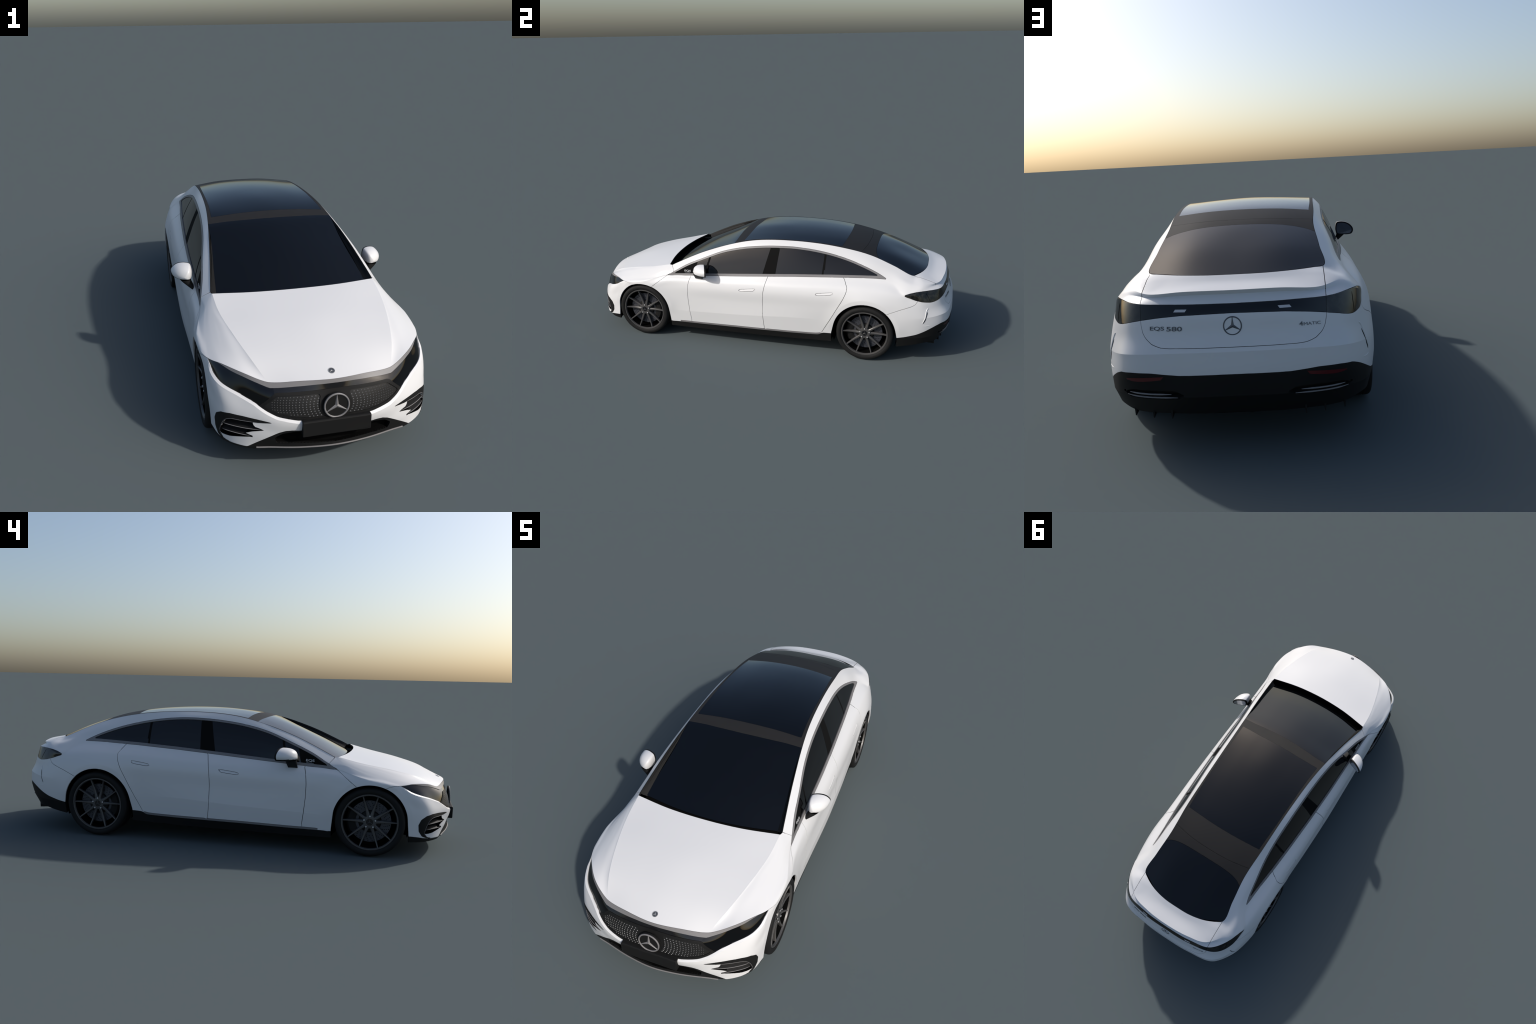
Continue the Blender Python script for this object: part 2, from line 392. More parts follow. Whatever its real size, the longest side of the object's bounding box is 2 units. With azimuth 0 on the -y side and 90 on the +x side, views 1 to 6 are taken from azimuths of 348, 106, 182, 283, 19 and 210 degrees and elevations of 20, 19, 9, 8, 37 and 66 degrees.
# side intakes, seen from the front corner: u = -y - x
INTAKE_FRAME = [(.7797, .1783), (.72, .1840), (.66, .1872), (.60, .1875), (.554, .182), (.522, .168), (.5075, .145), (.511, .118), (.530, .098), (.556, .0905), (.585, .0875),
                (.5817, .0895), (.558, .0965), (.5445, .110), (.556, .141), (.578, .163), (.6028, .1712), (.66, .1735), (.72, .1745)]
INTAKE_HOLE = [(.70, .1735), (.66, .1728), (.6028, .1705), (.578, .1625), (.556, .1405), (.545, .112), (.550, .107), (.60, .1095), (.65, .1175), (.675, .1205), (.7057, .1256),
               (.668, .1335), (.70, .1425), (.7538, .1502), (.71, .1585), (.702, .166)]
# lower air opening and grille field, front view (x, z)
LOWER_OPENING = [(-.1, .145), (.128, .145), (.160, .139), (.182, .124), (.175, .101), (-.1, .0945)]
GRILLE_FIELD = [(.052, .2575), (.165, .2560), (.1735, .2535), (.2095, .2235), (.195, .2145), (.165, .2035), (.135, .1970), (.105, .1925), (.030, .1890), (.042, .2000), (.0495, .2120), (.0510, .2250), (.0480, .2400), (.0440, .2520)]
BUMPER_F = [(-1.2, .3056), (-.768, .3056), (-.74, .302), (-.72, .296), (-.69, .283), (-.69, 0), (-1.2, 0)]

# ---- tail ---------------------------------------------------------------
TAIL_LOW = [(0, .965, .3605), (.06, .9645, .3597), (.12, .9624, .3580), (.18, .9551, .3527), (.22, .9501, .3473), (.25, .938, .3411), (.28, .9158, .3322),
            (.295, .90, .3292), (.3042, .89, .3292), (.3119, .87, .3314), (.3168, .85, .3338), (.324, .82, .3417), (.329, .79, .3528), (.3318, .7725, .3580), (.3322, .7685, .3622)]
TAIL_TOP = [(.3318, .7715, .3670), (.3243, .79, .3742), (.3131, .82, .3812), (.3041, .85, .3840), (.296, .87, .3848), (.2867, .89, .3855), (.2684, .91, .3850), (.235, .93, .3840),
            (.18, .944, .3835), (.12, .950, .3825), (0, .956, .3816)]
TAIL_LAMP = [(1.05, .3605)] + wrapr(TAIL_LOW + TAIL_TOP) + [(1.05, .3816)]
HATCH = [(0, .2815), (.10, .2818), (.16, .2822), (.1811, .2845), (.200, .292), (.2155, .305), (.223, .318), (.227, .335), (.2285, .36), (.2292, .384), (.2302, .437), (.2302, .5), (0, .5)]
DIFFUSER = [(1.05, .216), (.99, .216), (.858, .2154), (.82, .2185), (.78, .2225), (.72, .2225), (.66, .218), (.62, .208), (.58, .195), (.53, .178), (.49, .165), (.43, .152), (.385, .144), (.30, .142), (.30, .03), (1.05, .03)]
EXHAUST_RECESS = [(.140, .1525), (.125, .1640), (.150, .1770), (.255, .1775), (.284, .1680), (.272, .1530)]
BUMPER_SHUT = [(.835, .345), (.830, .335), (.822, .322), (.808, .313), (.79, .307), (.75, .294), (.70, .274), (.65, .252)]

NOSE = lambda co, st: (co[:, 1] < -.72) & (st[:, 0] <= 6.001)
TAIL = lambda co, st: (co[:, 1] > .70)
FLANK = lambda co, st: (co[:, 0] > .20) & (co[:, 1] > -.83) & (co[:, 1] < .76)

ARCHES = ((AXLE_F, .1555), (.577, .1605))
LIP, BEVEL = .021, .0075
_edge = np.array(GRILLE_LOW + HEADLAMP_LOW[1:]); _eu = -_edge[:, 1] - _edge[:, 0]; _eo = np.argsort(_eu)
def lamp_edge(co):
    """Height of the lower rim of lamps and grille, by position round the nose."""
    return np.interp(-co[:, 1] - co[:, 0], _eu[_eo], _edge[_eo, 2])
def ease(a, b, v):
    k = np.clip((v - a) / (b - a), 0, 1)
    return k*k*(3 - 2*k)

def relief(C):
    """Fine relief on the cut skin: flared arches, bumper edge proud of the lamps, rear corner blades."""
    C.bm.normal_update()
    co, st = C.arrays()
    nrm = np.array([v.normal[:] for v in C.bm.verts])
    nrm *= np.sign((nrm[:, 0] * (co[:, 0] + .02) + nrm[:, 1] * co[:, 1] * .5)[:, None] + 1e-9)
    d = lamp_edge(co) - co[:, 2]
    k = np.clip(d / BEVEL, 0, 1) * (1 - ease(.012, .065, d)) * (co[:, 1] < -.755) * (st[:, 0] <= 6) * ease(.42, .47, -co[:, 1] - co[:, 0])
    move = nrm * (.0055 * k)[:, None]
    for cy, R in ARCHES:
        r = np.hypot(co[:, 1] - cy, co[:, 2] - .148)
        k = (1 - np.clip((r - R - LIP) / .055, 0, 1))**2 * (co[:, 0] > .3) * ease(.13, .20, co[:, 2])
        move[:, 0] += .0035 * k
    new = co + move
    new[np.abs(co[:, 0]) < 1e-6, 0] = 0
    for v, p in zip(C.bm.verts, new):
        v.co = p

def build_shell():
    surf, ss, tt = loft()
    S, T = surf.shape[:2]
    verts = surf.reshape(-1, 3)
    st = [(s, t) for s in ss for t in tt]
    faces = [(i*T + j, i*T + j + 1, (i+1)*T + j + 1, (i+1)*T + j) for i in range(S - 1) for j in range(T - 1)]
    C = Cutter(verts, faces, st)
    below_belt = lambda co, st: FLANK(co, st) & (st[:, 0] < 7)
    C.cut(lambda co: signed_distance(side(co), ARCH_F), lambda co, st: (co[:, 0] > .2) & (co[:, 1] < -.4))
    C.cut(lambda co: signed_distance(side(co), ARCH_R), lambda co, st: (co[:, 0] > .2) & (co[:, 1] > .3) & (co[:, 1] < .85))
    C.cut(lambda co: signed_distance(side(co), DLO), lambda co, st: FLANK(co, st) & (co[:, 1] > -.56))
    C.cut(lambda co: signed_distance(side(co), GLASS_SIDE), lambda co, st: FLANK(co, st) & (co[:, 1] > -.56))
    C.cut(lambda co: signed_distance(side(co), SILL), below_belt)
    C.cut(lambda co: signed_distance(side(co), SILL_STRIP), below_belt)
    C.cut(lambda co: signed_distance(side(co), FRONT_DOOR), below_belt)
    C.cut(lambda co: signed_distance(side(co), REAR_DOOR), below_belt)
    wing = [(-1.2, 0), (-.61, 0)] + WING_SHUT[::-1] + PILLAR_SHUT[::-1][1:] + [(-.4925, .6), (-1.2, .6)]
    C.cut(lambda co: signed_distance(side(co), wing), lambda co, st: (co[:, 0] > .2) & (co[:, 1] > -.66) & (co[:, 1] < -.47))
    # nose
    C.cut(lambda co: lamp_edge(co) - co[:, 2], lambda co, st: NOSE(co, st) & (co[:, 2] > .15) & (co[:, 1] < -.755))
    C.cut(lambda co: signed_distance(front(co), GRILLE_UP), lambda co, st: NOSE(co, st) & (co[:, 2] > lamp_edge(co) - 1e-3))
    C.cut(lambda co: co[:, 2] - np.interp(co[:, 0], [p[0] for p in CHROME_LOW], [p[1] for p in CHROME_LOW]), lambda co, st: NOSE(co, st) & (st[:, 0] > 4.5))
    C.cut(lambda co: co[:, 2] - np.interp(co[:, 0], [p[0] for p in BUMPER_LOW], [p[1] for p in BUMPER_LOW]), lambda co, st: NOSE(co, st) & (co[:, 2] < .17))
    for shape in (INTAKE_FRAME, INTAKE_HOLE):
        C.cut(lambda co: signed_distance(front_wrap(co), shape), lambda co, st: NOSE(co, st) & (co[:, 2] < .21))
    C.cut(lambda co: signed_distance(front(co), LOWER_OPENING), lambda co, st: NOSE(co, st) & (co[:, 2] < .16))
    C.cut(lambda co: signed_distance(front(co), GRILLE_FIELD), lambda co, st: NOSE(co, st) & (co[:, 2] > .17))
    C.cut(lambda co: signed_distance(side(co), BUMPER_F), lambda co, st: (co[:, 0] > .3) & (co[:, 1] > -.80) & (co[:, 1] < -.66) & (co[:, 2] > .26))
    # side glass divisions and door handles
    for shape in (MIDDLE_POST, REAR_BAR, QUARTER_BAR, SAIL):
        C.cut(lambda co: signed_distance(side(co), shape), lambda co, st: FLANK(co, st) & (st[:, 0] > 5.8))
    for shape in HANDLES:
        C.cut(lambda co: signed_distance(side(co), shape), lambda co, st: FLANK(co, st) & (st[:, 0] < 6.5))
    # tail
    C.cut(lambda co: signed_distance(rear_wrap(co), TAIL_LAMP), lambda co, st: TAIL(co, st) & (st[:, 0] < 6.6))
    C.cut(lambda co: signed_distance(front(co), [(-.1, .2815)] + HATCH + [(-.1, .5)]), lambda co, st: TAIL(co, st) & (co[:, 1] > .79))
    C.cut(lambda co: signed_distance(rear_wrap(co), DIFFUSER), lambda co, st: TAIL(co, st) & (co[:, 2] < .25))
    C.cut(lambda co: signed_distance(front(co), EXHAUST_RECESS), lambda co, st: TAIL(co, st) & (co[:, 1] > .85) & (co[:, 2] < .20))
    bs = BUMPER_SHUT
    rear = bs + [(.65, 0), (1.2, 0), (1.2, .345)]
    C.cut(lambda co: signed_distance(side(co), rear), lambda co, st: (co[:, 1] > .62) & (co[:, 0] > .25) & (co[:, 1] < .85) & (co[:, 2] > .2))
    # lines where the skin breaks: arch lips and the bevel under the lamps
    for cy, R in ARCHES:
        C.cut(lambda co: np.hypot(co[:, 1] - cy, co[:, 2] - .148) - (R + LIP), lambda co, st: (co[:, 0] > .3) & (co[:, 2] > .14) & (np.abs(co[:, 1] - cy) < .22))
    C.cut(lambda co: lamp_edge(co) - co[:, 2] - BEVEL, lambda co, st: NOSE(co, st) & (co[:, 2] > .15) & (co[:, 1] < -.755))
    relief(C)
    return C, rear, wing

def classify(C, rear, wing):
    bm = C.bm
    ce = np.array([f.calc_center_median()[:] for f in bm.faces])
    st = np.array([(np.mean([v[C.ls] for v in f.verts]), np.mean([v[C.lt] for v in f.verts])) for f in bm.faces])
    reg = np.array(["body_side"] * len(ce), dtype=object)
    x, y, z = ce.T
    ins = lambda p, poly: signed_distance(p, poly) < 0
    nose = (y < -.72) & (st[:, 0] < 6)
    tail = y > .70
    # painted panels
    reg[(st[:, 0] > 6) & (st[:, 1] < 2)] = "bonnet"
    wingm = (ins(side(ce), wing)) & (y < -.4) & ~(reg == "bonnet")
    reg[wingm] = "bonnet"
    reg[nose & (y < -.768) | ins(side(ce), BUMPER_F) & (st[:, 0] < 6.5) & (x > .3) & (y < -.66)] = "front_bumper"
    reg[ins(side(ce), FRONT_DOOR) & (st[:, 0] < 7) & (x > .2)] = "front_door"
    reg[ins(side(ce), REAR_DOOR) & (st[:, 0] < 7) & (x > .2)] = "rear_door"
    reg[(y > .6) & (ins(side(ce), rear) | (y > .85)) & (st[:, 0] < 6) & (z < .345)] = "rear_bumper"
    hatch = [(-.1, .2815)] + HATCH + [(-.1, .5)]
    reg[(y > .79) & ins(front(ce), hatch)] = "tailgate"
    lampm = ins(rear_wrap(ce), TAIL_LAMP) & tail & (st[:, 0] < 6.6) & (y > .76)
    reg[lampm & (reg == "tailgate")] = "tail_light_bar"
    reg[lampm & (reg != "tail_light_bar")] = "tail_light"
    reg[tail & ins(rear_wrap(ce), DIFFUSER) & (z < .25)] = "rear_diffuser"
    reg[(y > .85) & ins(front(ce), EXHAUST_RECESS) & (reg == "rear_diffuser")] = "exhaust_recess"
    # glass and trim
    flank = (x > .2) & (y > -.56) & (y < .76)
    reg[flank & ins(side(ce), DLO)] = "window_frame"
    reg[flank & ins(side(ce), GLASS_SIDE)] = "side_window"
    reg[flank & ins(side(ce), SILL) & (st[:, 0] < 4)] = "side_skirt"
    reg[flank & ins(side(ce), SILL_STRIP)] = "sill_strip"
    # nose
    up = nose & (z > lamp_edge(ce)) & (y < -.766)
    reg[up] = "headlight"
    reg[up & (x < .178)] = "front_panel"
    reg[nose & (z > np.interp(x, [p[0] for p in CHROME_LOW], [p[1] for p in CHROME_LOW])) & (x < .325)] = "bonnet_trim"
    reg[up & ins(front(ce), GRILLE_UP)] = "grille"
    low = z < np.interp(x, [p[0] for p in BUMPER_LOW], [p[1] for p in BUMPER_LOW])
    reg[nose & low & (y < -.74)] = "front_splitter"
    reg[nose & ins(front_wrap(ce), INTAKE_FRAME) & (z < .21)] = "intake_frame"
    reg[nose & ins(front_wrap(ce), INTAKE_HOLE) & (z < .21)] = "intake"
    reg[nose & ins(front(ce), LOWER_OPENING) & (reg == "front_splitter")] = "lower_intake"
    reg[nose & ins(front(ce), GRILLE_FIELD) & (reg == "grille")] = "grille_field"
    for shape in HANDLES:
        reg[flank & ins(side(ce), shape) & (st[:, 0] < 6.5)] = "door_handle"
    win = reg == "side_window"
    reg[win & (ins(side(ce), MIDDLE_POST) | ins(side(ce), REAR_BAR) | ins(side(ce), QUARTER_BAR))] = "window_post"
    reg[win & ins(side(ce), SAIL)] = "sail_panel"
    # openings
    reg[ins(side(ce), ARCH_F) & (x > .2) & (y < -.4)] = ""
    reg[ins(side(ce), ARCH_R) & (x > .2) & (y > .3)] = ""
    return reg

def mirror_mesh(bm_faces, bm_verts, reg):
    """Half mesh -> full numpy mesh, welding the centre line."""
    idx = {v: i for i, v in enumerate(bm_verts)}
    co = np.array([v.co[:] for v in bm_verts])
    n = len(co)
    mid = np.abs(co[:, 0]) < 1e-6
    other = np.where(mid, np.arange(n), 0)
    extra = np.where(~mid)[0]
    other[extra] = n + np.arange(len(extra))
    full = np.vstack([co, co[extra] * [-1, 1, 1]])
    faces, regs = [], []
    for f, r in zip(bm_faces, reg):
        ids = [idx[v] for v in f.verts]
        # outward normals: nose-to-tail rings run so that this order faces out on +x
        faces.append(ids); regs.append(r)
        faces.append([other[i] for i in reversed(ids)]); regs.append(r)
    return full, faces, np.array(regs, dtype=object)

def face_normals(co, faces):
    nrm = np.zeros((len(faces), 3))
    for k, f in enumerate(faces):
        p = co[f]
        n = np.zeros(3)
        for i in range(1, len(f) - 1):
            n += np.cross(p[i] - p[0], p[i+1] - p[0])
        nrm[k] = n
    return nrm

def loop_normals(co, faces, limit=12.0, side_of=None):
    """Smooth normals per face corner; faces that meet at more than `limit` degrees stay apart."""
    fn = face_normals(co, faces)
    ln = np.linalg.norm(fn, axis=1, keepdims=True); unit = fn / np.maximum(ln, 1e-15)
    ring = [[] for _ in range(len(co))]
    for k, f in enumerate(faces):
        for i in f:
            ring[i].append(k)
    c = math.cos(math.radians(limit))
    out = []
    for k, f in enumerate(faces):
        row = []
        for i in f:
            r = ring[i]
            u = unit[r]
            w = (u @ unit[k]) > c
            if side_of is not None and side_of[k]:          # keep named character lines crisp
                w &= side_of[r] != -side_of[k]
            n = (fn[r] * w[:, None]).sum(0)
            L = np.linalg.norm(n)
            row.append(n / L if L > 1e-15 else unit[k])
        out.append(row)
    vn = np.zeros_like(co)
    for k, f in enumerate(faces):
        vn[f] += fn[k]
    vn /= np.maximum(np.linalg.norm(vn, axis=1, keepdims=True), 1e-15)
    return out, vn

def panel(name, mat, co, faces, normals, vn, pick, gap=.0012, depth=.006, sink=0.0, parent=ROOT):
    """One body piece: chosen faces, drawn in by `gap` along its rim, with a turned-in edge."""
    ids = np.where(pick)[0]
    if not len(ids):
        return None
    used = sorted({i for k in ids for i in faces[k]})
    remap = {g: i for i, g in enumerate(used)}
    P = co[used].copy(); N = vn[used]
    F = [[remap[i] for i in faces[k]] for k in ids]
    LN = [normals[k] for k in ids]
    count = {}
    for fi, f in enumerate(F):
        for a, b in zip(f, f[1:] + f[:1]):
            count.setdefault((min(a, b), max(a, b)), []).append((fi, a, b))
    rim = [v[0] for v in count.values() if len(v) == 1]
    pull = np.zeros_like(P)
    for fi, a, b in rim:
        e = P[b] - P[a]; L = np.linalg.norm(e)
        if L < 1e-9:
            continue
        e /= L
        nf = np.mean(LN[fi], axis=0)
        d = np.cross(nf, e)
        pull[a] += d; pull[b] += d
    ln = np.linalg.norm(pull, axis=1, keepdims=True)
    P = P + np.where(ln > 1e-9, pull / np.maximum(ln, 1e-9), 0) * gap
    P = P - N * sink
    verts = list(P); allf = list(F); lns = [v for row in LN for v in row]
    low = {}
    def lower(i):
        if i not in low:
            low[i] = len(verts)
            verts.append(P[i] - N[i] * depth)
        return low[i]
    top = {}
    def dup(i):
        if i not in top:
            top[i] = len(verts); verts.append(P[i])
        return top[i]
    if depth:
        for fi, a, b in rim:
            q = [dup(b), dup(a), lower(a), lower(b)]
            n = np.cross(verts[q[1]] - verts[q[0]], verts[q[2]] - verts[q[0]])
            L = np.linalg.norm(n); n = n / L if L > 1e-15 else N[a]
            allf.append(q); lns += [n] * 4
    me = bpy.data.meshes.new(name)
    me.from_pydata([tuple(map(float, v)) for v in verts], [], allf)
    me.polygons.foreach_set("use_smooth", [True] * len(me.polygons))
    me.update()
    me.normals_split_custom_set([tuple(map(float, n)) for n in lns])
    me.materials.append(mat)
    if mat is PAINT:                       # turned-in edges along the glass coloured black as shade in the gaps
        me.materials.append(BLACK_PLASTIC)
        for q in me.polygons[len(F):]:
            if P[F[0]][0, 2] > -9 and q.center[2] > .395:
                q.material_index = 1
    return link(name, me, mat, parent)

def split_sides(co, faces, pick):
    """Separate a left/right pair; a part crossing the centre stays whole."""
    cx = np.array([co[f][:, 0].mean() for f in faces])
    return [pick & (cx > 0), pick & (cx < 0)]

C, _rear, _wing = build_shell()
REG = classify(C, _rear, _wing)
CO, FACES, REGS = mirror_mesh(list(C.bm.faces), list(C.bm.verts), REG)
_fn = face_normals(CO, FACES)
_cen = np.array([CO[f].mean(0) for f in FACES])
if ((_fn[:, 0] * _cen[:, 0]).sum()) < 0:
    FACES = [list(reversed(f)) for f in FACES]
# +n / -n mark the two sides of a character line: flank crease, bumper crease, bonnet crease
_st = np.array([(np.mean([v[C.ls] for v in f.verts]), np.mean([v[C.lt] for v in f.verts])) for f in C.bm.faces])
LINE = np.zeros(len(_st), int)
for n_, m_, v_, v0 in ((1, (_st[:, 1] > 7.2) & (_st[:, 1] < 11) & (np.abs(_st[:, 0] - 2) < .5), _st[:, 0], 2), (2, (_st[:, 1] > 14.8) & (np.abs(_st[:, 0] - 3) < .5), _st[:, 0], 3),
                       (3, (_st[:, 0] > 6) & (np.abs(_st[:, 1] - 2) < .5), _st[:, 1], 2)):
    LINE[m_] = np.where(v_[m_] > v0, n_, -n_)
LINE = np.repeat(LINE, 2)
NORM, VN = loop_normals(CO, FACES, side_of=LINE)
C.bm.free()

WHOLE = {"bonnet": PAINT, "front_bumper": PAINT, "rear_bumper": PAINT, "tailgate": PAINT, "bonnet_trim": CHROME,
         "front_panel": GLOSS_BLACK, "tail_light_bar": LENS, "rear_diffuser": BLACK_PLASTIC, "front_splitter": BLACK_PLASTIC}
PAIRS = {"front_door": PAINT, "rear_door": PAINT, "body_side": PAINT, "window_frame": CHROME, "side_window": SIDE_GLASS,
         "window_post": POST_BLACK, "sail_panel": POST_BLACK, "intake_frame": BLACK_PLASTIC,
         "side_skirt": BLACK_PLASTIC, "sill_strip": CHROME, "headlight": LENS, "tail_light": TAIL_LENS}
OPT = {"window_post": dict(gap=0, sink=.0026), "sail_panel": dict(gap=0, sink=.0026), "intake_frame": dict(gap=0, sink=-.001), "window_frame": dict(gap=.0002), "side_window": dict(gap=.0, sink=.003), "bonnet_trim": dict(gap=.0002),
       "headlight": dict(gap=0, sink=.002), "front_panel": dict(gap=0, sink=.002), "side_skirt": dict(gap=.0002), "sill_strip": dict(gap=.0001),
       "tail_light": dict(gap=.0004), "tail_light_bar": dict(gap=.0004), "rear_diffuser": dict(gap=.0001), "front_splitter": dict(gap=0)}
PART = {}
for nm, mat in WHOLE.items():
    PART[nm] = panel(nm, mat, CO, FACES, NORM, VN, REGS == nm, **({"gap": .0007} | OPT.get(nm, {})))
for nm, mat in PAIRS.items():
    PART[nm] = [panel(nm, mat, CO, FACES, NORM, VN, p, **OPT.get(nm, {})) for p in split_sides(CO, FACES, REGS == nm)]
PART["grille"] = panel("grille", BLACK_PLASTIC, CO, FACES, NORM, VN, REGS == "grille", gap=0, sink=.0)
panel("grille_mesh", GRILLE_BLACK, CO, FACES, NORM, VN, REGS == "grille_field", gap=0, sink=.0025, depth=-.0025, parent=PART["grille"])
for p in split_sides(CO, FACES, REGS == "intake"):
    panel("air_intake", CAVITY, CO, FACES, NORM, VN, p, gap=0, sink=.03, depth=-.03, parent=PART["front_bumper"])
for p in split_sides(CO, FACES, REGS == "exhaust_recess"):
    panel("exhaust_recess", BLACK_PLASTIC, CO, FACES, NORM, VN, p, gap=0, sink=.018, depth=-.018, parent=PART["rear_diffuser"])
panel("lower_air_intake", CAVITY, CO, FACES, NORM, VN, REGS == "lower_intake", gap=0, sink=.018, depth=-.018, parent=PART["front_splitter"])
for door, ylo, yhi in (("front_door", -.2, .1), ("rear_door", .2, .6)):
    for i, p in enumerate(split_sides(CO, FACES, REGS == "door_handle")):
        cy = np.array([CO[f][:, 1].mean() for f in FACES])
        h = panel("door_handle", PAINT, CO, FACES, NORM, VN, p & (cy > ylo) & (cy < yhi), gap=.0007, sink=.0006, depth=.004, parent=PART[door][i])
        y0, z0 = ((-.076, .3165), (.334, .3335))[door == "rear_door"]
        for v in h.data.vertices:          # flush along the lower edge, drawn in along the upper one
            k = min(1, max(0, (v.co.z - z0 - (v.co.y - y0)*.15) / .0095))
            v.co.x -= math.copysign(.0024*k, v.co.x)
_c = np.array([CO[f].mean(0) for f in FACES])
_lip = (_c[:, 1] > .905) & (_c[:, 2] > .388)
panel("gap_blackout_shell", CAVITY, CO, FACES, NORM, VN, ~np.isin(REGS, ["", "intake", "lower_intake", "exhaust_recess"]) & ~_lip & ~((_c[:, 1] > -.68) & (_c[:, 1] < -.48) & (np.abs(_c[:, 0]) > .31) & (_c[:, 2] > .30)), gap=0, depth=0, sink=.0085)  # added black shell behind the panels, stops light showing through the seams

# --------------------------------------------------------------------------
# roof: transverse curves from the windscreen foot to the rear window foot
# each row: centre, half way, edge
# --------------------------------------------------------------------------
ROOF = np.array([
    [(0, -.515, .393), (.14, -.505, .3925), (.2715, -.4784, .3905)],
    [(0, -.40, .4505), (.135, -.393, .4475), (.2635, -.375, .441)],
    [(0, -.27, .5085), (.128, -.262, .505), (.2510, -.250, .496)],
    [(0, -.1542, .5521), (.12, -.1488, .5495), (.2460, -.1405, .5420)],
    [(0, -.094, .5658), (.118, -.0925, .5620), (.2415, -.092, .5540)],
    [(0, .03, .5815), (.115, .032, .5770), (.2325, .035, .5683)],
    [(0, .17, .5860), (.113, .168, .5825), (.2276, .165, .5730)],
    [(0, .31, .5815), (.11, .308, .5780), (.2249, .302, .5683)],
    [(0, .4438, .5686), (.11, .4393, .5655), (.2217, .431, .5546)],
    [(0, .5562, .5469), (.11, .551, .5447), (.2170, .5325, .5340)],
    [(0, .5975, .5356), (.115, .5980, .5307), (.2150, .6195, .5105)],
    [(0, .730, .4885), (.12, .728, .4870), (.2260, .700, .4790)],
    [(0, .8607, .4348), (.12, .8498, .4356), (.2301, .80, .4364)],
], float)
ROOF_ROWS = [14, 16, 14, 8, 14, 14, 14, 14, 12, 8, 14, 14]

def roof_surface():
    cross = spline(np.swapaxes(ROOF, 0, 1), [16, 16], (True, False))     # (33, rows, 3)
    cross[0, :, 0] = 0
    return np.swapaxes(spline(np.swapaxes(cross, 0, 1), ROOF_ROWS), 0, 1)  # (33, L, 3)

def arc(pts, per=8):
    return [tuple(p) for p in curve2(pts, per)]

# plan-view outlines (x, y)
GLASS_TOP = arc([(-.01, -.1542), (.06, -.152), (.12, -.1488), (.18, -.1440), (.2365, -.1425)])
SUN_FRONT = arc([(-.01, -.094), (.06, -.0925), (.12, -.0915), (.18, -.0925), (.2276, -.0935)])
SUN_SIDE = arc([(.2276, -.0935), (.2210, .03), (.2180, .17), (.2145, .30), (.2075, .4308)])
SUN_REAR = arc([(.2075, .4308), (.18, .434), (.12, .4390), (.06, .4426), (-.01, .4438)])
HATCH_CUT = arc([(-.01, .5562), (.06, .5548), (.12, .5501), (.18, .5390), (.2168, .5320), (.26, .5290)])
REAR_TOP = arc([(-.01, .5975), (.06, .5974), (.12, .5984), (.17, .6040), (.20, .6135), (.2140, .6225), (.26, .645)])
WIND = [(-.1, -.9)] + [(-.1, GLASS_TOP[0][1])] + GLASS_TOP + [(.30, -.142), (.30, -.9)]
SUN = SUN_FRONT + SUN_SIDE[1:] + SUN_REAR[1:] + [(-.1, .4438), (-.1, -.094)]
HATCH_P = [(-.1, .5562)] + HATCH_CUT + [(.3, .529), (.3, 1), (-.1, 1)]
REAR_P = [(-.1, .5975)] + REAR_TOP + [(.3, .645), (.3, 1), (-.1, 1)]

_rs = roof_surface()
_ctrl = loft()
_rail = _ctrl[0][-1][(_ctrl[2] >= 6) & (_ctrl[2] <= 14)]
_e = _rs[-1]
_fit = np.column_stack([np.interp(_e[:, 1], _rail[:, 1], _rail[:, 0]), _e[:, 1], np.interp(_e[:, 1], _rail[:, 1], _rail[:, 2])]) - _e
_fit *= ease(-.17, -.13, _e[:, 1])[:, None]
_rs = _rs + _fit[None] * (np.linspace(0, 1, _rs.shape[0])**3)[:, None, None]
_A, _L = _rs.shape[:2]
RC = Cutter(_rs.reshape(-1, 3), [(i*_L + j, i*_L + j + 1, (i+1)*_L + j + 1, (i+1)*_L + j) for i in range(_A - 1) for j in range(_L - 1)],
            [(0, 0)] * (_A * _L))
for poly in (WIND, SUN, HATCH_P, REAR_P):
    RC.cut(lambda co: signed_distance(plan(co), poly))
_ce = np.array([f.calc_center_median()[:] for f in RC.bm.faces])
_in = lambda poly: signed_distance(plan(_ce), poly) < 0
RREG = np.array(["roof_frame_panel"] * len(_ce), dtype=object)
RREG[_in(HATCH_P)] = "tailgate_top_panel"
RREG[_in(REAR_P)] = "rear_window"
RREG[_in(WIND)] = "windscreen"
RREG[_in(SUN)] = "sunroof"
RCO, RF, RREGS = mirror_mesh(list(RC.bm.faces), list(RC.bm.verts), RREG)
RC.bm.free()
if face_normals(RCO, RF)[:, 2].sum() < 0:
    RF = [list(reversed(f)) for f in RF]
RN, RVN = loop_normals(RCO, RF)
for nm, mat, opt in (("windscreen", GLASS, dict(gap=.0, depth=.004)), ("sunroof", GLASS, dict(gap=.0003)), ("rear_window", GLASS, dict(gap=.0004)),
                     ("roof_frame_panel", BLACK_PANEL, dict(gap=.0003)), ("tailgate_top_panel", BLACK_PANEL, dict(gap=.0008))):
    PART[nm] = panel(nm, mat, RCO, RF, RN, RVN, RREGS == nm, **opt)
panel("roof_lining", CAVITY, RCO, RF, RN, RVN, RREGS != "", gap=0, depth=0, sink=.008)

